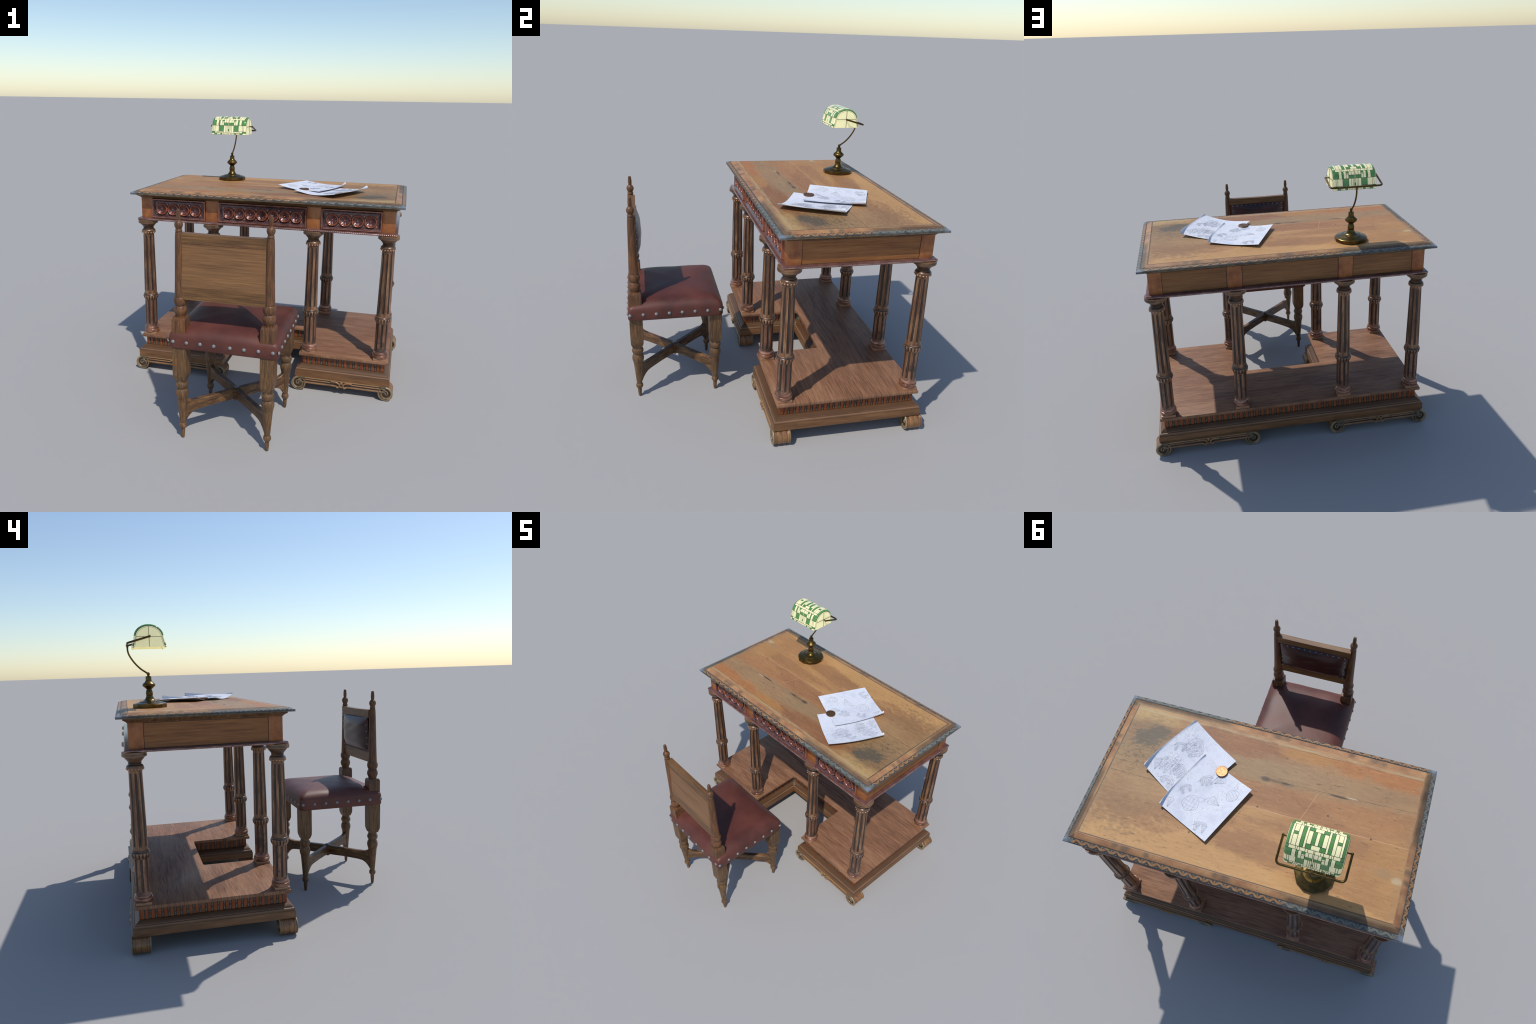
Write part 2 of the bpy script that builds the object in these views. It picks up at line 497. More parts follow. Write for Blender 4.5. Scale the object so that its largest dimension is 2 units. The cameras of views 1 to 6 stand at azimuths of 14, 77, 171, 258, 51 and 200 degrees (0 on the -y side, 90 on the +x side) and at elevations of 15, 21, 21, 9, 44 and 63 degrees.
def m_leaf():
    M = Mat("carved_leaf_wood")
    n = M.noise(M.scale(M.pos, (1, 1, 1)), 45, 3, 0.6)
    c = M.ramp(n, [(0.3, S(120, 87, 58)), (0.5, S(148, 110, 74)), (0.7, S(168, 127, 86))])
    c = M.mix(M.mul(tan_grey(M), 0.92), c, M.ramp(n, [(0.3, S(88, 92, 86)), (0.7, S(122, 122, 112))]))
    return M.done(c, 0.42, 0, 0.45)

def m_column():
    """copper-brown varnished wood, dark down the flutes"""
    M = Mat("fluted_column_wood")
    x, y, z = M.sep(M.obj)
    th = M.math("ARCTAN2", y, x)
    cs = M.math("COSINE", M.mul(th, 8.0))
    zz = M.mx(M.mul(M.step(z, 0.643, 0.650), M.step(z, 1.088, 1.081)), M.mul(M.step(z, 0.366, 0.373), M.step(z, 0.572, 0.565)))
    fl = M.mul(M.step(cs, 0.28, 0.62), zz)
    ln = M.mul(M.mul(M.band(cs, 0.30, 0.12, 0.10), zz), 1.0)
    v = M.scale(M.obj, (1, 1, 1), M.comb(0.0, 0.0, M.mul(M.rand(), 4.0)))
    n = M.noise(M.scale(v, (40, 40, 5)), 1.2, 4, 0.6)
    b = M.noise(v, 11, 4, 0.6)
    low = M.step(z, 0.60, 0.45)
    c = M.ramp(n, [(0.35, S(88, 57, 40)), (0.5, S(122, 85, 60)), (0.66, S(158, 120, 86))])
    c = M.mix(M.mul(low, 0.55), c, M.ramp(n, [(0.35, S(104, 70, 56)), (0.64, S(152, 108, 86))]))
    wear = M.mul(M.step(b, 0.54, 0.66), M.addm(0.25, M.mul(low, 0.55)))
    c = M.mix(wear, c, S(58, 48, 43))
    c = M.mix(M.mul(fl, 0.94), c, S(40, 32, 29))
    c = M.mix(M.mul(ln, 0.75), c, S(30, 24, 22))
    core = M.mul(M.mul(M.step(cs, 0.9, 1.0), zz), M.step(b, 0.40, 0.56))
    c = M.mix(M.mul(core, 0.35), c, S(128, 106, 84))
    M.bump(n, 0.15, 0.001)
    return M.done(c, 0.34, 0.25, 0.55, 0.15)

def m_turned(name="turned_column_wood", a=(54, 40, 32), b=(92, 66, 47), c3=(130, 96, 68), rough=0.34, metal=0.25):
    M = Mat(name)
    v = M.scale(M.obj, (1, 1, 1), M.comb(M.mul(M.rand(), 3.0), 0.0, M.mul(M.rand(), 4.0)))
    n = M.noise(M.scale(v, (16, 16, 40)), 1.0, 4, 0.6)
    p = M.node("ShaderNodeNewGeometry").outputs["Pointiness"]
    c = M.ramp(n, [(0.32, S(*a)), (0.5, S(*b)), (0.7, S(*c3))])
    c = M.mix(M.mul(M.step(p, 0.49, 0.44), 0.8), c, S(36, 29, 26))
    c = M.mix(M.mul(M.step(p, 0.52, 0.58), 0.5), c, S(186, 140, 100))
    return M.done(c, rough, metal, 0.55, 0.2)

def m_shelf():
    M = Mat("shelf_board_wood")
    p = M.pos
    g1 = M.noise(M.scale(p, (1.2, 9, 1)), 1.4, 4, 0.6, 0.4)
    g2 = M.noise(M.scale(p, (6, 120, 1)), 1.2, 5, 0.68, 0.3)
    g = M.addm(M.mul(g1, 0.38), M.mul(g2, 0.62))
    c = M.ramp(g, [(0.36, S(92, 62, 45)), (0.49, S(130, 92, 68)), (0.62, S(156, 115, 86))])
    pore = M.step(M.noise(M.scale(p, (6, 120, 1)), 1.1, 3, 0.6), 0.63, 0.72)
    c = M.mix(M.mul(pore, 0.6), c, S(66, 46, 36))
    M.bump(g2, 0.2, 0.002)
    return M.done(c, 0.55, 0, 0.3)

def m_base():
    M = Mat("base_moulding_wood")
    x, y, z = M.sep(M.pos)
    n = M.noise(M.scale(M.pos, (3, 3, 22)), 1.4, 4, 0.6, 0.2)
    f = M.noise(M.scale(M.pos, (9, 9, 160)), 1.2, 4, 0.6)
    c = M.ramp(M.addm(M.mul(n, 0.7), M.mul(f, 0.3)), [(0.36, S(90, 62, 40)), (0.5, S(112, 77, 49)), (0.64, S(130, 93, 62))])
    c = M.mix(M.mul(M.step(z, 0.1765, 0.1800), 0.75), c, S(74, 50, 29))  # upward slope painted darker to hold down the sunlight it catches
    c = M.mix(M.mul(M.mul(M.step(z, 0.1585, 0.1605), M.step(z, 0.1735, 0.1715)), 0.35), c, S(84, 58, 38))
    c = M.mix(1.0, c, (1.0, 0.97, 0.88, 1), "MULTIPLY")
    c = M.mix(M.mul(M.band(z, 0.1745, 0.0012, 0.0014), 0.75), c, S(70, 56, 46))
    c = M.mix(M.mul(M.band(z, 0.1690, 0.0024, 0.0030), 0.40), c, S(150, 120, 96))  # pale highlight painted along the roundover
    c = M.mix(M.mul(M.band(z, 0.1570, 0.0013, 0.0016), 0.6), c, S(76, 58, 44))
    M.bump(f, 0.12, 0.001)
    return M.done(c, 0.42, 0, 0.45)

def m_cherry():
    M = Mat("pilaster_cherry_wood")
    n = M.noise(M.pos, 13, 4, 0.6)
    f = M.noise(M.scale(M.pos, (90, 90, 8)), 1, 3, 0.6)
    c = M.ramp(n, [(0.32, S(132, 76, 42)), (0.5, S(158, 96, 52)), (0.68, S(174, 112, 63))])
    c = M.mix(M.mul(M.step(f, 0.5, 0.7), 0.25), c, S(120, 66, 42))
    return M.done(c, 0.42, 0, 0.45)

def m_carved_red():
    M = Mat("carved_mahogany")
    n = M.noise(M.pos, 26, 4, 0.6)
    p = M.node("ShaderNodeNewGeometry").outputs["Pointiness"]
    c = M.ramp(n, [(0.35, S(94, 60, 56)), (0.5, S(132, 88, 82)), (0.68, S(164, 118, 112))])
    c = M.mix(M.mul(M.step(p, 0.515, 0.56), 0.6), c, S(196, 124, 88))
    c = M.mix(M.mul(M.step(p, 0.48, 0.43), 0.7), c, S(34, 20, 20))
    return M.done(c, 0.26, 0.4, 0.7, 0.5, 0.15)

def m_rosette():
    M = Mat("rosette_mahogany")
    x, y, z = M.sep(M.obj)
    r = M.math("SQRT", M.addm(M.mul(x, x), M.mul(z, z)))
    n = M.noise(M.scale(M.obj, (1, 1, 1), M.comb(M.mul(M.rand(), 5.0), 0.0, 0.0)), 60, 3, 0.6)
    c = M.ramp(n, [(0.35, S(70, 33, 28)), (0.55, S(112, 55, 45)), (0.75, S(158, 100, 88))])  # palest stop is sky reflection tinted into the petals
    th = M.math("ARCTAN2", z, x)
    cs = M.math("COSINE", M.mul(th, 10.0))
    c = M.mix(M.mul(M.mul(M.step(cs, 0.6, 0.95), M.step(r, 0.006, 0.012)), 0.65), c, S(44, 22, 22))
    c = M.mix(M.mul(M.band(r, 0.009, 0.003, 0.003), 0.7), c, S(34, 24, 28))
    c = M.mix(M.mul(M.band(r, 0.0322, 0.0010, 0.0014), 0.7), c, S(44, 24, 22))
    c = M.mix(M.step(r, 0.0326, 0.0342), c, M.ramp(n, [(0.3, S(132, 66, 40)), (0.7, S(170, 94, 56))]))
    c = M.mix(M.step(r, 0.0052, 0.0040), c, S(190, 100, 66))
    return M.done(c, 0.33, 0.2, 0.65, 0.35, 0.2)

def m_foot():
    M = Mat("scroll_foot_wood")
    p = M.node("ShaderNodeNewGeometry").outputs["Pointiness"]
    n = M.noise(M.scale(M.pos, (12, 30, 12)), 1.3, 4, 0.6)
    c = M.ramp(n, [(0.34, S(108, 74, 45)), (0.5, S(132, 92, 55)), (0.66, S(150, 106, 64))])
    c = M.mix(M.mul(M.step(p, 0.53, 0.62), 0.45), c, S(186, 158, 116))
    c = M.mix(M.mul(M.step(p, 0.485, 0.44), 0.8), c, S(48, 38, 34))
    b = M.noise(M.pos, 22, 3, 0.6)
    x, y, z = M.sep(M.obj)
    vol = M.mul(M.step(M.math("ABSOLUTE", y), 0.050, 0.0545), M.step(M.math("ABSOLUTE", x), 0.262, 0.275))
    c = M.mix(M.mul(vol, 0.7), c, M.ramp(n, [(0.35, S(64, 62, 52)), (0.65, S(104, 97, 76))]))
    gr = M.mul(M.step(M.math("ABSOLUTE", y), 0.0515, 0.0505), M.step(M.math("ABSOLUTE", y), 0.046, 0.048))
    c = M.mix(M.mul(gr, 0.75), c, S(46, 36, 32))
    fr = M.step(M.math("ABSOLUTE", x), 0.325, 0.335)
    ay = M.math("ABSOLUTE", y)
    c = M.mix(M.mul(M.mul(M.mx(M.band(ay, 0.0335, 0.0018, 0.0035), M.band(ay, 0.0, 0.0012, 0.0035)), fr), 0.55), c, S(74, 52, 34))
    c = M.mix(M.mul(M.mul(M.step(ay, 0.0525, 0.0545), fr), 0.6), c, S(156, 134, 98))
    c = M.mix(M.mul(M.step(b, 0.56, 0.68), M.addm(0.08, M.mul(vol, 0.3))), c, S(80, 74, 60))
    return M.done(c, 0.38, 0, 0.5, 0.15)

def m_leather(name, a, b, c3, rough=0.36):
    M = Mat(name)
    n = M.noise(M.pos, 5, 4, 0.6)
    grain = M.voro(M.pos, 420, "F1")
    wr = M.noise(M.scale(M.pos, (1, 3, 1)), 60, 4, 0.6)
    c = M.ramp(n, [(0.3, S(*a)), (0.5, S(*b)), (0.7, S(*c3))])
    M.bump(M.addm(M.mul(grain, 0.6), wr), 0.22, 0.0012)
    return M.done(c, M.addm(rough - 0.08, M.mul(n, 0.16)), 0, 0.5, 0.0, 0.3)

def m_chair(name="oak_chair_frame", use_pos=False, lift=1.0, red=0.0):
    M = Mat(name)
    v = M.scale(M.obj, (1, 1, 1), M.comb(M.mul(M.rand(), 3.0), M.mul(M.rand(), 7.0), M.mul(M.rand(), 5.0)))
    g = M.noise(M.scale(v, (115, 115, 8)), 1.1, 5, 0.68, 0.3)
    b = M.noise(M.scale(v, (3, 3, 1.5)), 4.2, 4, 0.6)
    c = M.ramp(g, [(0.34, S(68, 48, 32, lift)), (0.5, S(102, 74, 47, lift)), (0.66, S(130, 96, 60, lift))])
    c = M.mix(M.mul(M.step(b, 0.50, 0.64), 0.45), c, S(74, 54, 38, lift))
    c = M.mix(M.mul(M.step(b, 0.46, 0.34), 0.35), c, S(140, 92, 50, lift))
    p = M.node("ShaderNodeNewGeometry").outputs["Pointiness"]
    c = M.mix(M.mul(M.step(p, 0.485, 0.44), 0.7), c, S(34, 26, 20))  # occlusion shade painted into the crevices
    c = M.mix(red, c, (1.0, 0.80, 0.76, 1), "MULTIPLY")
    M.bump(g, 0.3, 0.0015)
    return M.done(c, 0.46, 0, 0.4)

def m_paper(seed):
    M = Mat("drawing_paper")
    p = M.scale(M.pos, (1, 1, 1), (seed, seed * 0.7, 0))
    n = M.noise(p, 9, 4, 0.6)
    sm = M.noise(p, 26, 4, 0.7)
    c = M.ramp(n, [(0.3, S(200, 203, 214)), (0.5, S(216, 218, 227)), (0.7, S(228, 229, 235))])
    sc = M.noise(M.scale(p, (1.6, 0.8, 1)), 120, 4, 0.75, 1.4)
    dr = M.mul(M.step(M.noise(p, 9, 3, 0.6), 0.50, 0.60), M.step(sc, 0.53, 0.60))
    c = M.mix(M.mul(M.step(sm, 0.52, 0.74), 0.30), c, S(168, 171, 182))
    c = M.mix(M.mul(dr, 0.55), c, S(122, 124, 134))
    return M.done(c, 0.75, 0, 0.25)

MD = dict(
    top=m_desktop(), band=m_border_band(), ground=m_border_ground(), leaf=m_leaf(),
    column=m_column(), turned=m_turned(), shelf=m_shelf(), cherry=m_cherry(),
    red=m_carved_red(), rosette=m_rosette(), spandrel=plain("spandrel_mahogany", S(84, 62, 66), 0.25, 0.3, 0.25, 70.0, 0.7, 0.5), foot=m_foot(),
    plinth=m_turned("column_plinth_wood", (74, 46, 38), (106, 68, 56), (128, 86, 70), 0.42, 0.0),
    cornice=wood("cornice_wood", S(60, 42, 28), S(98, 68, 42), S(132, 94, 58), 0, 1.0, 0.42),
    panel=wood("apron_panel_wood", S(108, 70, 38), S(130, 86, 47), S(146, 99, 56), 0, 1.0, 0.45, streak=0.65),
    panel_side=wood("apron_side_panel_wood", S(116, 70, 36), S(140, 89, 46), S(156, 104, 57), 1, 1.0, 0.45, streak=0.65),
    base=m_base(),
    dentil=plain("dentil_orange_wood", S(134, 71, 38), 0.5, 0, 0.16, 22.0, 0.3),  # orange darkened toward its tone in the shelf's shadow
    slot=plain("dentil_dark_ground", S(92, 90, 80), 0.4, 0.0, 0.15, 60.0),
    rope=m_turned("rope_moulding_wood", (84, 60, 60), (132, 98, 94), (176, 140, 138), 0.22, 0.45),
    ledge=plain("ledge_mahogany", S(114, 80, 74), 0.27, 0.3, 0.2, 16.0, 0.6, 0.3),
    dark=plain("dark_recess", S(30, 24, 22), 0.6),
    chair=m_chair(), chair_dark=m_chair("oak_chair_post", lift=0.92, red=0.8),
    board=wood("oak_back_board", S(104, 72, 45), S(125, 89, 56), S(146, 107, 68), 0, 1.5, 0.45, streak=0.68, pore=0.25, blotch=(4.0, S(132, 90, 56), 0.4)),
    rail=wood("oak_back_rail", S(72, 50, 30), S(108, 76, 45), S(136, 98, 58), 0, 1.0, 0.45),
    leather=m_leather("oxblood_seat_leather", (70, 35, 28), (88, 44, 34), (102, 54, 42), 0.50),
    leather2=m_leather("dark_back_leather", (44, 22, 22), (58, 29, 27), (74, 38, 34), 0.32),
    nail=plain("nail_steel", S(132, 132, 132), 0.55, 0.3, 0.1, 90.0),
    nail_dark=plain("small_nail_steel", S(140, 144, 152), 0.35, 0.6, 0.1, 90.0),
    pencil=plain("pencil_graphite", S(138, 140, 150), 0.7, 0, 0.1),
)

def m_brass():
    M = Mat("aged_brass")
    n = M.noise(M.obj, 30, 4, 0.6)
    st = M.noise(M.scale(M.obj, (60, 60, 5)), 1.2, 3, 0.6)
    c = M.ramp(n, [(0.32, S(74, 60, 32)), (0.5, S(92, 75, 40)), (0.7, S(112, 92, 50))])
    c = M.mix(M.mul(M.step(st, 0.55, 0.7), 0.35), c, S(60, 52, 30))
    return M.done(c, M.addm(0.22, M.mul(n, 0.16)), 0.85, 0.5)
MD["brass"] = m_brass()

def m_glass(name, col, glow):
    M = Mat(name)
    n = M.noise(M.obj, 40, 3, 0.5)
    a = tuple(q * 0.94 for q in col[:3]) + (1,)
    c = M.ramp(n, [(0.35, a), (0.65, col)])
    M.glow(c, glow)
    return M.done(c, 0.12, 0, 0.5, 0.2, 0.05)
MD["cream"] = m_glass("cream_glass", S(226, 220, 172), 0.30)
MD["cap_cream"] = m_glass("cream_end_glass", S(222, 216, 166), 0.50)
MD["green"] = m_glass("green_glass", S(84, 134, 72), 0.17)
MD["lead"] = plain("leading_metal", S(58, 66, 52), 0.45, 0.3)

def m_coin():
    M = Mat("old_copper_coin")
    x, y, z = M.sep(M.obj)
    n = M.noise(M.obj, 260, 4, 0.7)
    w = M.voro(M.obj, 210, "DISTANCE_TO_EDGE")
    c = M.ramp(n, [(0.35, S(96, 70, 50)), (0.55, S(150, 112, 80)), (0.7, S(200, 152, 108))])
    c = M.mix(M.mul(M.step(w, 0.10, 0.03), 0.7), c, S(70, 44, 30))
    c = M.mix(M.mul(M.step(z, 0.010, 0.006), 0.6), c, S(86, 62, 48))
    M.bump(n, 0.4, 0.001)
    return M.done(c, 0.38, 0.85, 0.5)
MD["coin"] = m_coin()

# ================================================================== THE DESK
desk = empty("writing_desk", (0, CY, 0), "antique carved walnut writing desk on eight fluted columns", "desk")
HX, HY = 0.984, 0.5185           # half size at the lip

def rect(hx, hy):
    return [(-hx, CY - hy), (hx, CY - hy), (hx, CY + hy), (-hx, CY + hy)]

# writing surface: one board, finely gridded so that it can dish a little
def desktop_board():
    hx, hy = HX - 0.065, HY - 0.0675
    nx, ny = 90, 44
    v, f = [], []
    for j in range(ny + 1):
        for i in range(nx + 1):
            x, y = -hx + 2 * hx * i / nx, CY - hy + 2 * hy * j / ny
            e = min(hx - abs(x), hy - abs(y - CY))
            k = min(1.0, e / 0.06)
            z = TOP - 0.0007 * k * (1 + 0.6 * sin(9 * x + 2 * sin(7 * y)) * sin(13 * y + 1.2))
            v.append((x, y, z))
    for j in range(ny):
        for i in range(nx):
            a = j * (nx + 1) + i
            f.append((a, a + 1, a + nx + 2, a + nx + 1))
    n = len(v)
    v += [(-hx, CY - hy, TOP - 0.03), (hx, CY - hy, TOP - 0.03), (hx, CY + hy, TOP - 0.03), (-hx, CY + hy, TOP - 0.03)]
    f.append((n, n + 3, n + 2, n + 1))
    row = nx + 1
    f.append(tuple(range(nx, -1, -1)) + (n, n + 1))
    f.append(tuple(ny * row + i for i in range(row)) + (n + 2, n + 3))
    f.append(tuple(j * row for j in range(ny + 1)) + (n + 3, n))
    f.append(tuple(j * row + nx for j in range(ny, -1, -1)) + (n + 1, n + 2))
    return mesh("desktop", v, f, MD["top"], 30)
add("desktop", desktop_board(), desk)

# mitred border: inner band, then a carved slope, then the lip
def border_side(a, b, name):
    """one mitred length of border between lip corners a and b (outside on the right)"""
    a, b = Vector(a), Vector(b)
    d = (b - a).normalized()
    L = (b - a).length
    inn = Vector((-d.y, d.x))
    #        inset   z      material
    prof = [(0.0675, 1.4329), (0.0652, 1.4332), (0.0640, 1.4326), (0.052, 1.4298), (0.0300, 1.4238), (0.0285, 1.4224), (0.0268, 1.4219),
            (0.0250, 1.4236), (0.019, 1.4226), (0.010, 1.4196), (0.004, 1.4166), (0.001, 1.4150), (0.0, 1.4128), (0.0, 1.4108),
            (0.0022, 1.4100), (0.0022, 1.4085), (0.0, 1.4075), (0.0, 1.4030), (0.002, 1.4012), (0.0675, 1.4012)]
    mi = [0, 0, 0, 0, 0, 1, 1, 1, 1, 1, 1, 1, 1, 1, 1, 1, 1, 1, 1, 0]
    v, f, m = [], [], []
    for s, z in prof:
        p, q = a + d * s + inn * s, b - d * s + inn * s
        v += [(p.x, p.y, z), (q.x, q.y, z)]
    n = len(prof)
    for j in range(n):
        k = (j + 1) % n
        f.append((2 * j, 2 * j + 1, 2 * k + 1, 2 * k)); m.append(mi[j])
    f.append(tuple(2 * j for j in range(n))); m.append(0)
    f.append(tuple(2 * j + 1 for j in range(n))); m.append(0)
    return mesh(name, v, f, [MD["band"], MD["ground"]], 30, m)

def ribbon(pts, wid, h):
    """flat carved strip following pts with half-widths wid, top at h, chamfered sides"""
    v, f = [], []
    n = len(pts)
    for i, (p, w) in enumerate(zip(pts, wid)):
        a, b = pts[max(0, i - 1)], pts[min(n - 1, i + 1)]
        t = Vector((b[0] - a[0], b[1] - a[1])).normalized()
        nn = Vector((-t.y, t.x))
        for k, z in ((1.0, -0.0006), (0.72, h), (-0.72, h), (-1.0, -0.0006)):
            v.append((p[0] + nn.x * w * k, p[1] + nn.y * w * k, z))
    for i in range(n - 1):
        for k in range(3):
            a = i * 4 + k
            f.append((a, a + 1, a + 5, a + 4))
    f.append((0, 1, 2, 3)); f.append(tuple((n - 1) * 4 + k for k in (3, 2, 1, 0)))
    return v, f

def leaf_mesh(pitch):
    """one repeat of the running-leaf carving: x along the side, y across (0 = inner, W = outer)"""
    W = 0.0262
    g = Geo()
    pts, wid = [], []
    for i in range(25):
        u = i / 24
        w = 0.49 - 0.29 * cos(2 * pi * u)
        pts.append(((u - 0.5) * pitch, w * W))
        wid.append((0.185 + 0.125 * sin(2 * pi * u) ** 2 + 0.03 * sin(2 * pi * u)) * W)
    g.put(ribbon(pts, wid, 0.0016))
    # tongue standing in the trough, and two side leaflets
    g.put(ribbon([(0, 0.66 * W), (0.0, 0.46 * W), (0.005 * pitch, 0.30 * W), (0.02 * pitch, 0.14 * W), (0.03 * pitch, 0.03 * W)],
                 [0.06 * W, 0.10 * W, 0.16 * W, 0.22 * W, 0.12 * W], 0.0015))
    g.put(ribbon([(0.04 * pitch, 0.62 * W), (0.10 * pitch, 0.44 * W), (0.13 * pitch, 0.34 * W)], [0.06 * W, 0.10 * W, 0.04 * W], 0.0012))
    g.put(ribbon([(-0.03 * pitch, 0.62 * W), (-0.09 * pitch, 0.46 * W), (-0.12 * pitch, 0.36 * W)], [0.05 * W, 0.09 * W, 0.03 * W], 0.0012))
    # spandrel drop on the outer edge
    g.put(ribbon([(-0.5 * pitch, 0.74 * W), (-0.5 * pitch, 0.84 * W), (-0.5 * pitch, 0.93 * W)], [0.03 * W, 0.14 * W, 0.24 * W], 0.0012))
    return g.mesh("carved_leaf", MD["leaf"], 40)

cor = rect(HX, HY)
slope = atan2(0.0068, 0.0235)
for i in range(4):
    a, b = cor[i], cor[(i + 1) % 4]
    side = add("border_moulding", border_side(a, b, "border_moulding"), desk)
    a, b = Vector(a), Vector(b)
    d, L = (b - a).normalized(), (b - a).length
    inn = Vector((-d.y, d.x))
    n = round((L - 0.052) / (0.0625 if i % 2 == 0 else 0.0525))
    pitch = (L - 0.052) / n
    lm = leaf_mesh(pitch)
    for k in range(n):
        s = 0.026 + (k + 0.5) * pitch
        p = a + d * s + inn * 0.0262
        o = add("carved_leaf", lm, side, (p.x, p.y, 1.4236))
        X = Vector((d.x, d.y, 0))
        Y = Vector((-inn.x * cos(slope), -inn.y * cos(slope), -sin(slope)))
        Z = Vector((-inn.x * sin(slope), -inn.y * sin(slope), cos(slope)))
        o.rotation_mode = "QUATERNION"
        # mirror-free frame: X along the side, Y outward and down
        R = Matrix((X, Y, Z)).transposed()
        if R.determinant() < 0:
            R = Matrix((-X, Y, Z)).transposed()
        o.rotation_quaternion = R.to_quaternion()

# cornice cove below the top
PX, PY = 0.925, 0.4545           # half size of the frieze at the pilasters
g = Geo().put(sweep(rect(PX, PY), [(-0.02, 1.4005), (0.026, 1.4005), (0.0262, 1.393), (0.023, 1.3905), (0.016, 1.387), (0.009, 1.382), (0.004, 1.3775), (0.0025, 1.374), (-0.02, 1.373)], True, True))
add("cornice", g.mesh("cornice", MD["cornice"], 30), desk)

# frieze core, pilasters and plain panels
add("apron", Geo().put(box(-PX + 0.020, PX - 0.020, CY - PY + 0.020, CY + PY - 0.020, 1.216, 1.3735)).mesh("apron", MD["cornice"]), desk)
zp0, zp1 = 1.2245, 1.3745
pil_c = Geo().put(box(-0.0435, 0.0435, -0.0435, 0.0435, zp0, zp1, 0.0025)).mesh("pilaster", MD["cherry"], 30)
for sx in (-1, 1):
    for sy in (-1, 1):
        add("pilaster", pil_c, desk, (sx * (PX - 0.0435), CY + sy * (PY - 0.0435), 0))
pil_m = Geo().put(box(-0.0495, 0.0495, -0.012, 0.012, zp0, zp1, 0.0025)).mesh("pilaster", MD["cherry"], 30)
for sx in (-1, 1):
    for sy in (-1, 1):
        add("pilaster", pil_m, desk, (sx * 0.3725, CY + sy * (PY - 0.012), 0))

def panel(x0, x1, side):
    """recessed plain board with a thin bead round it"""
    g = Geo()
    g.put(box(x0, x1, -0.006, 0.004, 1.2235, 1.3735))
    return g
for x0, x1 in ((-0.8385, -0.4225), (-0.3225, 0.3225), (0.4225, 0.8385)):
    me = panel(x0 + 0.001, x1 - 0.001, 0).mesh("apron_panel", MD["panel"], 0)
    add("apron_panel", me, desk, (0, CY + PY - 0.0085, 0))
for sx in (-1, 1):
    me = Geo().put(box(-0.005, 0.005, -(PY - 0.0875), PY - 0.0875, 1.2235, 1.3735)).mesh("apron_panel", MD["panel_side"], 0)
    add("apron_panel", me, desk, (sx * (PX - 0.0085), CY, 0))
# fine dark joints round the plain panels
def joint_frame(L, h):
    g = Geo()
    for z in (1.2265, 1.3715):
        g.put(box(-L, L, -0.001, 0.001, z - 0.0011, z + 0.0011))
    for x in (-L, L):
        g.put(box(x - 0.0011, x + 0.0011, -0.001, 0.001, 1.2265, 1.3715))
    return g
for cx, hl in ((-0.6305, 0.2065), (0.0, 0.321), (0.6305, 0.2065)):
    o = add("panel_joint", joint_frame(hl, 0).mesh("panel_joint", MD["dark"], 0), desk, (cx, CY + PY - 0.0042, 0))
for sx in (-1, 1):
    o = add("panel_joint", joint_frame(PY - 0.0885, 0).mesh("panel_joint", MD["dark"], 0), desk, (sx * (PX - 0.0032), CY, 0))
    o.rotation_euler = (0, 0, pi / 2)

# carved drawer fronts
FY = CY - PY                     # plane of the front pilasters
def frame_sweep(x0, x1, z0, z1):
    """picture-frame moulding facing -y"""
    #        inset, y (negative = towards the viewer)
    prof = [(0.0, 0.008), (0.0, -0.0125), (0.0015, -0.0145), (0.005, -0.0145), (0.0065, -0.0120), (0.009, -0.0115), (0.0115, -0.0090), (0.0145, -0.0050), (0.0185, -0.0015), (0.0195, 0.0025), (0.0205, 0.008)]
    v, f = [], []
    for s, y in prof:
        sb = s * 1.22
        v += [(x0 + s, y, z0 + sb), (x1 - s, y, z0 + sb), (x1 - s, y, z1 - s), (x0 + s, y, z1 - s)]
    n = len(prof)
    for j in range(n - 1):
        for i in range(4):
            k = (i + 1) % 4
            f.append((4 * j + i, 4 * j + k, 4 * j + 4 + k, 4 * j + 4 + i))
    return v, f

def rosette_mesh(R, key):
    prof = []
    def fn(t, r, z):
        return r
    n = 60
    rows = [(0.0002, -0.0072), (0.0030, -0.0066), (0.0046, -0.0040), (0.0052, 0.0035), (0.0075, 0.0052), (0.011, 0.0044), (0.018, 0.0010), (0.026, -0.0042),
            (0.0305, -0.0078), (0.0322, -0.0070), (0.0332, -0.0092), (0.0350, -0.0120), (0.0375, -0.0132), (0.0400, -0.0118), (0.0416, -0.0070), (0.0420, 0.006)]
    v, f = [], []
    for r, y in rows:
        for i in range(n):
            t = 2 * pi * i / n
            yy = y
            if 0.0075 < r < 0.033:
                k = min(1.0, (r - 0.0075) / 0.012)
                yy = y + 0.0020 * k * (abs(cos(5 * t)) ** 3) - 0.0008 * k
            if r > 0.034:
                rr = r * R / 0.0420
            else:
                rr = r * R / 0.0420
            v.append((rr * cos(t), yy, rr * sin(t)))
    for j in range(len(rows) - 1):
        for i in range(n):
            k = (i + 1) % n
            f.append((j * n + i, j * n + k, (j + 1) * n + k, (j + 1) * n + i))
    f.append(tuple(range(n)))
    return mesh("rosette", v, f, MD["rosette"], 50)

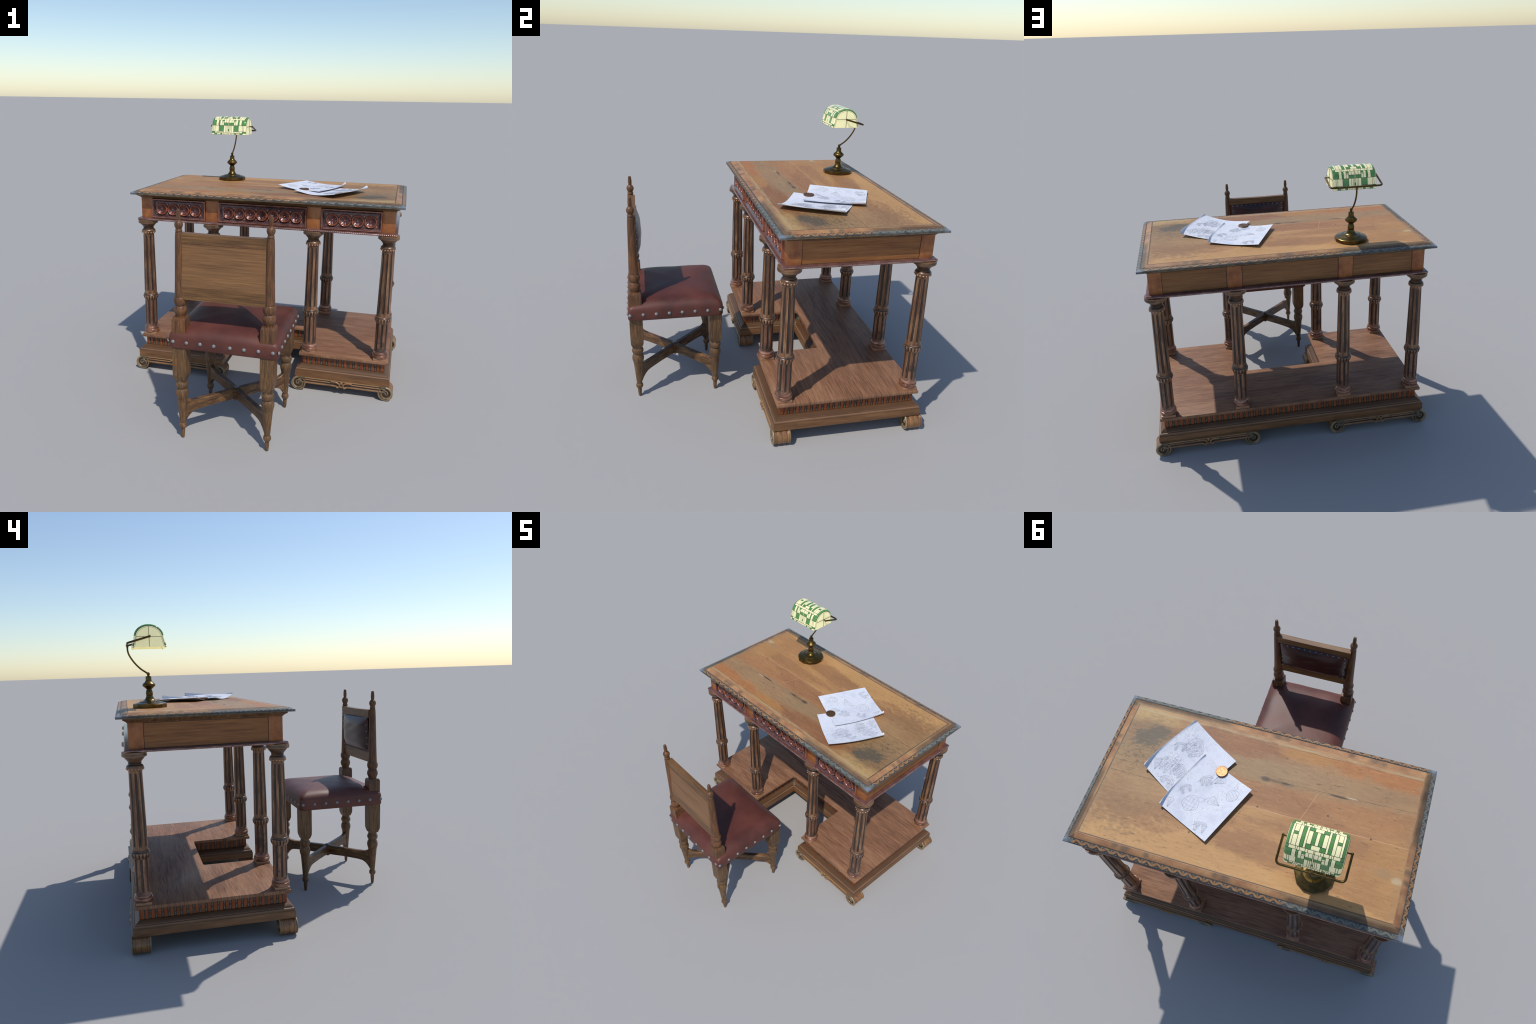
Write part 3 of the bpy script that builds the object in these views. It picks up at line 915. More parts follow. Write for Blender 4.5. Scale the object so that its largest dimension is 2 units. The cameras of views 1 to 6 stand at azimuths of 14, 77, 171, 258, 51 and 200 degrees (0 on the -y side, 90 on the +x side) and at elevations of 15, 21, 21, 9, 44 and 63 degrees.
def drop_mesh():
    g = Geo()
    v, f = ball(0.0052, 10, 6)
    g.put(([(a, b * 0.8, c * 1.6) for a, b, c in v], f))
    v, f = ball(0.0032, 8, 5)
    g.put(([(a - 0.006, b * 0.8, c) for a, b, c in v], f), 0, (0, 0, 0.006))
    g.put(([(a + 0.006, b * 0.8, c) for a, b, c in v], f), 0, (0, 0, 0.006))
    return g.mesh("carved_drop", MD["red"], 60)
drop = drop_mesh()
zc = 1.2955
for x0, x1, n, sp in ((-0.8365, -0.4245, 4, 0.0868), (-0.3205, 0.3205, 7, 0.0824), (0.4245, 0.8365, 4, 0.0868)):
    cx = (x0 + x1) / 2
    dr = add("drawer_front", Geo().put(frame_sweep(x0 - cx, x1 - cx, 1.2285, 1.3690)).put(box(x0 - cx + 0.003, x1 - cx - 0.003, 0.004, 0.012, 1.232, 1.366), 1).mesh("drawer_front", [MD["red"], MD["spandrel"]], 25), desk, (cx, FY, 0))
    ros = rosette_mesh(0.0415 if n == 7 else 0.0432, False)
    for k in range(n):
        xx = cx + (k - (n - 1) / 2) * sp
        add("rosette", ros, dr, (xx, FY, zc))
    for k in range(n + 1):
        xx = cx + (k - n / 2) * sp
        if k == 0: xx += 0.004
        if k == n: xx -= 0.004
        o = add("carved_drop", drop, dr, (xx, FY - 0.001, zc - 0.034))
        o.rotation_euler = (pi, 0, 0)
        add("carved_drop", drop, dr, (xx, FY - 0.001, zc + 0.035))
    # keyhole
    kg = Geo()
    v, f = lathe([(0.0001, -0.001), (0.0065, -0.001), (0.0065, 0.004)], 16, axis="y", cap=False)
    kg.put((v, f), 0, (0, 0, 0.006))
    kg.put(box(-0.0035, 0.0035, -0.001, 0.004, -0.020, 0.004))
    kz = kg.mesh("keyhole", MD["dark"], 40)
    add("keyhole", kz, dr, (cx, FY - (0.0095 if n == 7 else 0.0125), zc))

# ledge and rope moulding under the frieze
RX, RY = 0.9475, 0.4815
g = Geo().put(sweep(rect(RX, RY), [(-0.05, 1.2262), (-0.024, 1.2262), (-0.008, 1.2236), (-0.002, 1.2226), (-0.0006, 1.2210), (-0.005, 1.2195), (-0.0075, 1.2165), (-0.0075, 1.2110), (-0.005, 1.2080), (-0.012, 1.2062), (-0.05, 1.2062)], True, True))
add("ledge_moulding", g.mesh("ledge_moulding", MD["ledge"], 30), desk)
def rope(L):
    pitch, r0 = 0.0136, 0.0070
    n = int(L / pitch * 7)
    m = 12
    v, f = [], []
    for i in range(n + 1):
        x = -L / 2 + L * i / n
        for k in range(m):
            a = 2 * pi * k / m
            r = r0 * (0.78 + 0.28 * abs(cos(a - pi * x / pitch)) ** 0.8)
            v.append((x, r * cos(a), r * sin(a)))
    for i in range(n):
        for k in range(m):
            q = (k + 1) % m
            f.append((i * m + k, i * m + q, (i + 1) * m + q, (i + 1) * m + k))
    f.append(tuple(range(m))); f.append(tuple(n * m + k for k in range(m)))
    return mesh("rope_moulding", v, f, MD["rope"], 60)
rl, rs = rope(2 * RX - 0.006), rope(2 * RY - 0.006)
for sy in (-1, 1):
    o = add("rope_moulding", rl, desk, (0, CY + sy * (RY - 0.0050), 1.2138))
    o.rotation_euler = (0, 0, 0 if sy < 0 else pi)
for sx in (-1, 1):
    o = add("rope_moulding", rs, desk, (sx * (RX - 0.0050), CY, 1.2138))
    o.rotation_euler = (0, 0, sx * pi / 2)

# ------------------------------------------------------------------ columns
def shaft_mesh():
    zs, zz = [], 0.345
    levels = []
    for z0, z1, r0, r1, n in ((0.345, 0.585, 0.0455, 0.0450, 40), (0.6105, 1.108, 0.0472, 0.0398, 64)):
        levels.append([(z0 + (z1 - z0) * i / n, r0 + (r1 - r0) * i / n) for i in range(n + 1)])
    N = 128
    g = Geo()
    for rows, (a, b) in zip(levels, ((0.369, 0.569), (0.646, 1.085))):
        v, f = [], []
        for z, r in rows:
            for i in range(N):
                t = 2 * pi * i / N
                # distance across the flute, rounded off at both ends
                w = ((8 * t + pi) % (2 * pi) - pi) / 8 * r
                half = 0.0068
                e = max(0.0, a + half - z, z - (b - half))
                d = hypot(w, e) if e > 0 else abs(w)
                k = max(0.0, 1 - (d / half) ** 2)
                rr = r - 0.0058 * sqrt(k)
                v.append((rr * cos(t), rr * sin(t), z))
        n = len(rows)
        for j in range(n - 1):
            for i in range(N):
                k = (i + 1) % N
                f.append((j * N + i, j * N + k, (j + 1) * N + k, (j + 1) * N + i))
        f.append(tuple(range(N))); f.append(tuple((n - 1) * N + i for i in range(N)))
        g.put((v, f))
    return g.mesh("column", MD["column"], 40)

def capital_mesh():
    g = Geo()
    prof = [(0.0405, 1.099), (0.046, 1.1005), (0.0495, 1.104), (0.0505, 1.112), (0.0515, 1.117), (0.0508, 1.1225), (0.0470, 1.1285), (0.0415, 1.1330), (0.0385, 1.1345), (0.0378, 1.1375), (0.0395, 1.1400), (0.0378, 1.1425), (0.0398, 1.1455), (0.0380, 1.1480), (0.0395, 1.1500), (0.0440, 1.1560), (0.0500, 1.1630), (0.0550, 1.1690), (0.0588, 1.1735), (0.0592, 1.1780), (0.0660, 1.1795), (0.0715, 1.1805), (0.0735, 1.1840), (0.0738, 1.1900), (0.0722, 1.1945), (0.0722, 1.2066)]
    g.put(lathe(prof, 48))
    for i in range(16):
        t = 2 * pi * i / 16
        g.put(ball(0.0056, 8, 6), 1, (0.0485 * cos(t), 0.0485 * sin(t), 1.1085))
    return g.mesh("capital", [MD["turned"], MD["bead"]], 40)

def collar_mesh():
    def fn(t, r, z):
        if 0.575 < z < 0.612:
            k = sin(pi * (z - 0.575) / 0.037)
            return r + 0.0052 * k * (abs(cos(8 * t)) ** 0.6 - 0.70)
        return r
    prof = smoothprof([(0.0440, 0.571), (0.0475, 0.5735), (0.0505, 0.580), (0.0540, 0.588), (0.0565, 0.597), (0.0568, 0.605), (0.0545, 0.6115), (0.0515, 0.6145), (0.0520, 0.6185), (0.0500, 0.6225), (0.0468, 0.6240)], 3)
    return Geo().put(lathe(prof, 128, fn)).mesh("collar", MD["collar"], 50)

def foot_ring_mesh():
    prof = smoothprof([(0.0500, 0.3045), (0.0545, 0.3080), (0.0572, 0.3160), (0.0572, 0.3260), (0.0560, 0.3310), (0.0520, 0.3325), (0.0525, 0.3380), (0.0515, 0.3450), (0.0480, 0.3510), (0.0452, 0.3560)], 4)
    return Geo().put(lathe(prof, 48)).mesh("column_base", MD["plinth_ring"], 40)

MD["bead"] = plain("capital_bead_wood", S(186, 136, 98), 0.34, 0, 0.15, 40.0)
def m_collar():
    M = Mat("collar_wood")
    x, y, z = M.sep(M.obj)
    n = M.noise(M.scale(M.obj, (1, 1, 1), M.comb(M.mul(M.rand(), 4.0), 0.0, 0.0)), 30, 4, 0.6)
    cs = M.math("ABSOLUTE", M.math("COSINE", M.mul(M.math("ARCTAN2", y, x), 8.0)))
    eg = M.mul(M.step(z, 0.574, 0.578), M.step(z, 0.612, 0.606))
    c = M.ramp(n, [(0.35, S(70, 52, 40)), (0.5, S(110, 78, 56)), (0.68, S(152, 110, 78))])
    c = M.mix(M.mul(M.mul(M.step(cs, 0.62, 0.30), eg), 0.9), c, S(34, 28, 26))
    c = M.mix(M.mul(M.mul(M.step(cs, 0.75, 0.98), eg), 0.45), c, S(176, 130, 94))
    c = M.mix(M.mul(M.mul(M.step(z, 0.607, 0.612), M.step(z, 0.620, 0.616)), 0.75), c, S(44, 38, 34))
    return M.done(c, 0.34, 0.25, 0.55, 0.2)
MD["collar"] = m_collar()
MD["plinth_ring"] = m_turned("column_base_wood", (88, 60, 48), (140, 96, 76), (180, 134, 110), 0.24, 0.4)
shaft, capm, colm, ringm = shaft_mesh(), capital_mesh(), collar_mesh(), foot_ring_mesh()
plm = Geo().put(box(-0.0485, 0.0485, -0.0485, 0.0485, 0.2875, 0.3060, 0.0015)).mesh("column_plinth", MD["plinth"], 30)
for y in (0.003, 0.856):
    for x in (-0.889, -0.3715, 0.3715, 0.889):
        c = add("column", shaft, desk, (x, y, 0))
        add("capital", capm, c, (x, y, 0))
        add("collar", colm, c, (x, y, 0))
        add("column_base", ringm, c, (x, y, 0))
        add("column_plinth", plm, c, (x, y, 0))

# ------------------------------------------------------------------ shelf and base
SX, SY0, SY1, CUT, CUTY = 0.949, -0.0505, 0.9105, 0.3050, 0.4170
ch = 0.012
U = [(-SX, SY0), (-CUT, SY0), (-CUT, CUTY - ch), (-CUT + ch, CUTY), (CUT - ch, CUTY), (CUT, CUTY - ch), (CUT, SY0), (SX, SY0), (SX, SY1), (-SX, SY1)]
g = Geo().put(sweep(U, [(-0.0035, 0.2885), (-0.0012, 0.2875), (0.0, 0.2845), (0.0, 0.2700), (-0.0015, 0.2665), (-0.005, 0.2650), (-0.03, 0.2650)], True, True))
add("shelf", g.mesh("shelf", MD["shelf"], 30), desk)
base_prof = [(-0.031, 0.2645), (-0.031, 0.1985), (-0.0215, 0.1975), (-0.0190, 0.1955), (-0.0100, 0.1905), (-0.0020, 0.1845), (0.0045, 0.1785), (0.0060, 0.1755), (0.0062, 0.1735), (0.0090, 0.1732), (0.0130, 0.1712), (0.0158, 0.1675), (0.0168, 0.1630), (0.0165, 0.1585), (0.0172, 0.1562), (0.0200, 0.1555), (0.0205, 0.1540), (0.0205, 0.1090), (0.0190, 0.1072), (-0.02, 0.1072)]
bv, bf = sweep(U, base_prof, True, True)
add("base_moulding", Geo().put((bv, bf)).mesh("base_moulding", MD["base"], 28), desk)
# dark ground of the dentil band
add("dentil_band", Geo().put(sweep(U, [(-0.0305, 0.2648), (-0.0303, 0.2640), (-0.0303, 0.1990), (-0.0305, 0.1983)], False, False)).mesh("dentil_band", MD["slot"], 0), desk)
dent = Geo().put(box(-0.0100, 0.0100, -0.0050, 0.003, 0.1985, 0.2645, 0.0018, 2)).mesh("dentil", MD["dentil"], 40)
def slotbead():
    g = Geo()
    v, f = ball(0.0045, 8, 6)
    g.put(([(a * 1.9, b, c) for a, b, c in v], f), 0, (0, -0.0005, 0.2315))
    for z0, z1 in ((0.202, 0.2255), (0.2375, 0.2640)):
        g.put(tube([(0, 0.0, z0), (0, 0.0, z1)], 0.0052, 8), 1)
    return g.mesh("slot_bead", [MD["dentil"], MD["slot"]], 50)
sb = slotbead()
mt = miter(U)
band = [(p[0] + m.x * -0.0285, p[1] + m.y * -0.0285) for p, m in zip(U, mt)]
for i in range(len(band)):
    a, b = Vector(band[i]), Vector(band[(i + 1) % len(band)])
    L = (b - a).length
    if L < 0.05:
        continue
    d = (b - a) / L
    ang = atan2(d.y, d.x)
    n = max(2, round(L / 0.0384))
    st = L / n
    for k in range(n + 1):
        s = min(max(k * st, 0.0105), L - 0.0105)
        p = a + d * s
        o = add("dentil", dent, desk, (p.x, p.y, 0)); o.rotation_euler = (0, 0, ang)
        if k < n:
            p = a + d * ((k + 0.5) * st)
            o = add("slot_bead", sb, desk, (p.x, p.y, 0)); o.rotation_euler = (0, 0, ang)

# scroll feet
def foot_mesh():
    """runs along x from -0.3705 to 0.3705; y from -0.057 to 0.057"""
    g = Geo()
    xc, R, Yh = 0.3165, 0.0536, 0.0565
    sec = [(-Yh, 0.1075), (-Yh, 0.1010), (-Yh + 0.002, 0.0990), (-Yh + 0.0055, 0.0970), (-Yh + 0.0065, 0.0925), (-Yh + 0.0035, 0.0890), (-Yh + 0.0015, 0.0860), (-Yh + 0.0035, 0.0825), (-Yh + 0.0075, 0.0795), (-Yh + 0.0075, 0.0720), (-Yh + 0.0030, 0.0690), (-Yh + 0.0015, 0.0650), (-Yh + 0.0025, 0.0600), (-Yh + 0.006, 0.0565)]
    sec = sec + [(-y, z) for y, z in reversed(sec)]
    n = len(sec)
    xs = [-xc, -0.26, -0.16, -0.06, -0.02, 0.02, 0.06, 0.16, 0.26, xc]
    v, f = [], []
    for x in xs:
        drop = -0.006 * max(0.0, 1 - abs(x) / 0.06)
        for y, z in sec:
            v.append((x, y, z + (drop if z < 0.075 else 0)))
    for i in range(len(xs) - 1):
        for k in range(n):
            q = (k + 1) % n
            f.append((i * n + k, i * n + q, (i + 1) * n + q, (i + 1) * n + k))
    f.append(tuple(range(n))); f.append(tuple((len(xs) - 1) * n + k for k in range(n)))
    g.put((v, f))
    prof = [(0.0, -Yh + 0.0075), (0.040, -Yh + 0.0075), (0.0415, -Yh + 0.004), (0.046, -Yh), (R - 0.001, -Yh), (R, -Yh + 0.002), (R, -Yh + 0.006), (R - 0.0035, -Yh + 0.017), (R - 0.0045, -Yh + 0.024), (R - 0.0015, -Yh + 0.034), (R - 0.0012, -Yh + 0.044), (R - 0.0035, -Yh + 0.0535)]
    prof = prof + [(r, -y) for r, y in reversed(prof)]
    prof = [(max(r, 0.0002), y) for r, y in prof]
    for s in (-1, 1):
        g.put(lathe(prof, 40, axis="y", cap=False), 0, (s * xc, 0, R))
        # raised spiral on both faces
        for fy in (-1, 1):
            path, rad = [], []
            for i in range(56):
                k = i / 55
                a = pi / 2 - 2 * pi * 1.55 * k
                r = 0.0455 * (1 - k) ** 0.8 + 0.0030
                path.append((s * (xc + r * cos(a)) if True else 0, fy * (Yh - 0.0052), R + r * sin(a)))
                rad.append(0.0088 * (1 - 0.50 * k))
            g.put(tube(path, rad, 8))
            v, f = ball(0.0075, 10, 6)
            g.put((v, f), 0, (s * xc, fy * (Yh - 0.005), R))
    # ribbon knot at the middle
    for fy in (-1, 1):
        for s in (-1, 1):
            path = spline([(s * 0.075, fy * (Yh - 0.001), 0.098), (s * 0.040, fy * (Yh + 0.0005), 0.097), (s * 0.020, fy * (Yh + 0.0015), 0.088), (s * 0.013, fy * (Yh + 0.0015), 0.072), (s * 0.022, fy * (Yh + 0.0005), 0.058), (s * 0.032, fy * Yh, 0.060), (s * 0.033, fy * Yh, 0.069)], 6)
            g.put(tube(path, [0.0062] * len(path), 8))
            v, f = ball(0.0065, 10, 6)
            g.put((v, f), 0, (s * 0.031, fy * (Yh - 0.001), 0.0635))
        v, f = ball(0.011, 12, 8)
        g.put(([(a, b * 0.5, c * 1.2) for a, b, c in v], f), 0, (0, fy * (Yh - 0.002), 0.090))
        v, f = ball(0.0065, 10, 6)
        g.put(([(a, b * 0.6, c) for a, b, c in v], f), 0, (0, fy * (Yh - 0.001), 0.062))
    return g.mesh("scroll_foot", MD["foot"], 45)
fm = foot_mesh()
for sx in (-1, 1):
    for y in (-0.0185, 0.8880):
        add("scroll_foot", fm, desk, (sx * 0.6295, y, 0))

# ================================================================== THE CHAIR
KX, KY = -0.0065, -0.6215
chair = empty("wooden_chair", (KX, KY, 0), "carved oak chair with oxblood leather seat and nails", "chair")

def squareblock(h, z0, z1, bev, taper=0.0, r2=0.034):
    """square block with chamfered foot narrowing to a turned neck"""
    g = Geo()
    v, f = box(-h, h, -h, h, z0, z1, bev, 2)
    if taper:
        v = [(x * (1 - taper * max(0, (z0 + 0.034 - z) / 0.034)), y * (1 - taper * max(0, (z0 + 0.034 - z) / 0.034)), z) for x, y, z in v]
    g.put((v, f))
    return g

def loft_square(rows, bev=0.0022):
    """rows of (half, z): chamfered square sections"""
    v, f, n = [], [], 8
    for h, z in rows:
        b = min(bev, h * 0.3)
        for x, y in ((h, -h + b), (h, h - b), (h - b, h), (-h + b, h), (-h, h - b), (-h, -h + b), (-h + b, -h), (h - b, -h)):
            v.append((x, y, z))
    for j in range(len(rows) - 1):
        for i in range(n):
            k = (i + 1) % n
            f.append((j * n + i, j * n + k, (j + 1) * n + k, (j + 1) * n + i))
    f.append(tuple(range(n))); f.append(tuple((len(rows) - 1) * n + i for i in range(n)))
    return v, f

leg_prof = smoothprof([(0.0088, 0.0), (0.0108, 0.006), (0.0130, 0.034), (0.0140, 0.054), (0.0132, 0.0615)], 3) + \
    smoothprof([(0.0145, 0.064), (0.0175, 0.067), (0.0240, 0.078), (0.0248, 0.089), (0.0215, 0.100), (0.0178, 0.1055), (0.0182, 0.110), (0.0195, 0.120), (0.0250, 0.190), (0.0318, 0.268), (0.0330, 0.277)], 4) + \
    smoothprof([(0.0322, 0.2795), (0.0350, 0.284), (0.0395, 0.304), (0.0400, 0.318), (0.0365, 0.334), (0.0318, 0.3435), (0.0300, 0.3475)], 4) + \
    smoothprof([(0.0315, 0.3515), (0.0365, 0.358), (0.0395, 0.3695), (0.0388, 0.381), (0.0340, 0.3905), (0.0315, 0.396), (0.0315, 0.410)], 4)
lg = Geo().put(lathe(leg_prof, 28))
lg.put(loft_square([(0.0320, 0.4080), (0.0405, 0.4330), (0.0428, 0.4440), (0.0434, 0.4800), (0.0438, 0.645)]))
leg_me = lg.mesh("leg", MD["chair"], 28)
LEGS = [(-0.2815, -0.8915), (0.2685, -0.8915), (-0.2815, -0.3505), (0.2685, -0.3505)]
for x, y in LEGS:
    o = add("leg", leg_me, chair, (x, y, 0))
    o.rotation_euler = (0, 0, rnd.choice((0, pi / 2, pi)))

post_prof = smoothprof([(0.0300, 0.818), (0.0300, 0.830), (0.0330, 0.838), (0.0395, 0.856), (0.0400, 0.868), (0.0360, 0.883), (0.0312, 0.8915)], 4) + \
    smoothprof([(0.0300, 0.8945), (0.0335, 0.899), (0.0375, 0.910), (0.0398, 0.924), (0.0380, 0.938), (0.0345, 0.9465)], 4) + \
    smoothprof([(0.0322, 0.949), (0.0330, 0.953), (0.0322, 0.965), (0.0290, 1.060), (0.0262, 1.180), (0.0238, 1.285), (0.0215, 1.335), (0.0195, 1.3400)], 4) + \
    smoothprof([(0.0185, 1.3425), (0.0205, 1.3480), (0.0205, 1.3530), (0.0180, 1.3580)], 3) + \
    smoothprof([(0.0175, 1.3610), (0.0205, 1.3680), (0.0245, 1.3790), (0.0252, 1.3880), (0.0220, 1.3990), (0.0150, 1.4075), (0.0118, 1.4105)], 4) + \
    smoothprof([(0.0112, 1.4120), (0.0122, 1.4200), (0.0130, 1.4350), (0.0115, 1.4580), (0.0098, 1.4700), (0.0060, 1.4740)], 4)
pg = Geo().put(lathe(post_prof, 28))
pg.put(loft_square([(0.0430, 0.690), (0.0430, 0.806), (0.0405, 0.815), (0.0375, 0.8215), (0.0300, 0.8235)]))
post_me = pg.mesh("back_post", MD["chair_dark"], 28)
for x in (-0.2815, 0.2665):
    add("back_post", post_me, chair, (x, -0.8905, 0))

# crossed stretchers
def stretcher(leg):
    """arm from the centre out to one leg, flaring where it meets it"""
    dx, dy = leg[0] - KX, leg[1] - KY
    L = hypot(dx, dy)
    ux, uy = dx / L, dy / L
    st = [(0.0, 0.252, 0.172), (0.10, 0.2500, 0.178), (0.42, 0.2470, 0.180), (0.70, 0.2465, 0.177), (0.80, 0.2470, 0.172), (0.86, 0.2510, 0.160), (0.905, 0.2600, 0.143), (0.935, 0.2710, 0.127), (0.960, 0.2790, 0.112), (1.0, 0.2790, 0.112)]
    v, f = [], []
    w = 0.0165
    for t, zt, zb in st:
        ww = w * (1 - 0.25 * max(0, (t - 0.85) / 0.15))
        cx, cy = KX + dx * t, KY + dy * t
        c = 0.004
        for s, z in ((1, zb + c), (1, zt - c), (1 - c / w, zt), (-1 + c / w, zt), (-1, zt - c), (-1, zb + c), (-1 + c / w, zb), (1 - c / w, zb)):
            v.append((cx - uy * ww * s - KX, cy + ux * ww * s - KY, z))
    n = 8
    for j in range(len(st) - 1):
        for i in range(n):
            k = (i + 1) % n
            f.append((j * n + i, j * n + k, (j + 1) * n + k, (j + 1) * n + i))
    f.append(tuple(range(n))); f.append(tuple((len(st) - 1) * n + i for i in range(n)))
    return v, f
def m_stretch():
    M = Mat("oak_stretcher")
    n = M.noise(M.scale(M.pos, (9, 9, 60)), 1.5, 4, 0.62, 0.3)
    b = M.noise(M.pos, 7, 3, 0.6)
    c = M.ramp(n, [(0.34, S(58, 41, 28)), (0.5, S(94, 66, 41)), (0.66, S(128, 92, 57))])
    c = M.mix(M.mul(M.step(b, 0.5, 0.65), 0.5), c, S(70, 50, 36))
    return M.done(c, 0.42, 0, 0.4)
MD["stretch"] = m_stretch()
for i, l in enumerate(LEGS):
    o = add("stretcher", Geo().put(stretcher(l)).mesh("stretcher", MD["stretch"], 35), chair, (KX, KY, 0))
hub = Geo().put(box(-0.024, 0.024, -0.024, 0.024, 0.1670, 0.2530, 0.006))
v, f = hub.v, hub.f
hub.v = [((a - b) * 0.7071, (a + b) * 0.7071, c) for a, b, c in hub.v]
add("stretcher_hub", hub.mesh("stretcher_hub", MD["stretch"], 35), chair, (KX, KY, 0))
bolt = Geo().put(lathe([(0.015, 0.2525), (0.0155, 0.2555), (0.012, 0.2590), (0.006, 0.2600), (0.0045, 0.2585), (0.0002, 0.2580)], 16, cap=False))
add("bolt", bolt.mesh("bolt", MD["nail_dark"], 40), chair, (KX, KY, 0))

# leather seat
def seat_mesh():
    hx, hy, r = 0.3415, 0.3215, 0.030
    rows = [(0.060, 0.6330), (0.008, 0.6300), (0.0025, 0.6320), (0.0, 0.6380), (0.0005, 0.6700), (0.0010, 0.7000), (0.0030, 0.7110), (0.0085, 0.7230), (0.018, 0.7350), (0.030, 0.7450), (0.047, 0.7550), (0.070, 0.7625), (0.10, 0.7675), (0.14, 0.7715), (0.19, 0.7745), (0.25, 0.7765), (0.30, 0.7770)]
    v, f = [], []
    n = None
    for ins, z in rows:
        rr = max(0.012, r - ins * 0.12)
        ring = []
        q = rrect(0, 0, hx - ins, hy - ins, min(rr, hx - ins, hy - ins), 5)
        # subdivide the straight runs so that the cover can ripple
        out = []
        for i in range(len(q)):
            a, b = q[i], q[(i + 1) % len(q)]
            out.append(a)
            if i % 6 == 5:
                for k in range(1, 14):
                    t = k / 14
                    out.append((a[0] + (b[0] - a[0]) * t, a[1] + (b[1] - a[1]) * t))
        n = len(out)
        for x, y in out:
            wob = 0.0012 * sin(31 * x + 1.3) * sin(27 * y + 0.7)
            k = 1.0 if z > 0.64 else 0.0
            # leather pulled down a little round the rear posts
            dip = 0.0
            for px in (-0.275, 0.273):
                d = hypot(x - px, y + 0.27)
                dip += 0.016 * max(0.0, 1 - d / 0.11) ** 1.5
            v.append((x * (1 + wob * k * 0.6), y * (1 + wob * k * 0.6), z + wob * k - (dip if z > 0.725 else 0)))
    for j in range(len(rows) - 1):
        for i in range(n):
            k = (i + 1) % n
            f.append((j * n + i, j * n + k, (j + 1) * n + k, (j + 1) * n + i))
    f.append(tuple(range(n))); f.append(tuple((len(rows) - 1) * n + i for i in range(n)))
    return mesh("seat", v, f, MD["leather"], 60)
seat = add("seat", seat_mesh(), chair, (KX, KY, 0))
nail_me = Geo().put(ball(0.0117, 14, 6, True, 0.75)).mesh("nail", MD["nail"], 60)
rim_me = None
def nail(x, y, z, nx, ny, parent, me, name="nail"):
    o = add(name, me, parent, (x, y, z))
    o.rotation_mode = "QUATERNION"
    o.rotation_quaternion = Vector((0, 0, 1)).rotation_difference(Vector((nx, ny, 0)))
for s in (-0.3075, -0.221, -0.135, -0.049, 0.0505, 0.1365, 0.2235, 0.3095):
    for sy in (-1, 1):
        nail(KX + s, KY + sy * 0.3210, 0.675 + rnd.uniform(-.001, .001), 0, sy, seat, nail_me)
for k in range(8):
    y = -0.928 + 0.0866 * k
    for sx in (-1, 1):
        nail(KX + sx * 0.3410, y, 0.675 + rnd.uniform(-.001, .001), sx, 0, seat, nail_me)

# back rest
def yback(z):
    return -0.897 - 0.020 * (1.337 - z) / 0.38
def slab(x0, x1, z0, z1, t0, t1, sag=0.0, name="slab", bev=0.004):
    """thin board following the rake of the back; t0/t1 = offsets from its rear face"""
    v, f = [], []
    nx, nz = 16, 4
    sides = []
    for t in (t0, t1):
        for j in range(nz + 1):
            for i in range(nx + 1):
                x = x0 + (x1 - x0) * i / nx
                z = z0 + (z1 - z0) * j / nz
                u = (x - x0) / (x1 - x0)
                zz = z - (sag * sin(pi * u) * j / nz)
                v.append((x, yback(z) + t, zz))
    m = (nx + 1) * (nz + 1)
    W = nx + 1
    for j in range(nz):
        for i in range(nx):
            a = j * W + i
            f.append((a, a + 1, a + W + 1, a + W))
            f.append((m + a, m + a + W, m + a + W + 1, m + a + 1))
    for i in range(nx):
        f.append((i, m + i, m + i + 1, i + 1))
        b = nz * W + i
        f.append((b, b + 1, m + b + 1, m + b))
    for j in range(nz):
        a = j * W
        f.append((a, a + W, m + a + W, m + a))
        b = a + nx
        f.append((b, m + b, m + b + W, b + W))
    return v, f
bx0, bx1 = -0.270, 0.256
back = add("back_board", Geo().put(slab(bx0, bx1, 0.9600, 1.2795, 0.0012, 0.020)).mesh("back_board", MD["board"], 20), chair)
add("back_rail", Geo().put(slab(bx0, bx1, 1.2790, 1.3375, 0.0, 0.038, 0.0035)).mesh("back_rail", MD["rail"], 20), chair)
add("back_rail", Geo().put(slab(bx0, bx1, 0.9400, 1.0180, 0.0006, 0.038)).mesh("back_rail", MD["rail"], 20), chair)
bead_strip = Geo().put(tube([(bx0 + 0.01, yback(1.279) + 0.0005, 1.2795), (0.0, yback(1.276) + 0.0005, 1.2765), (bx1 - 0.01, yback(1.279) + 0.0005, 1.2795)], 0.0022, 8))
add("rail_bead", bead_strip.mesh("rail_bead", MD["chair_dark"], 40), chair)
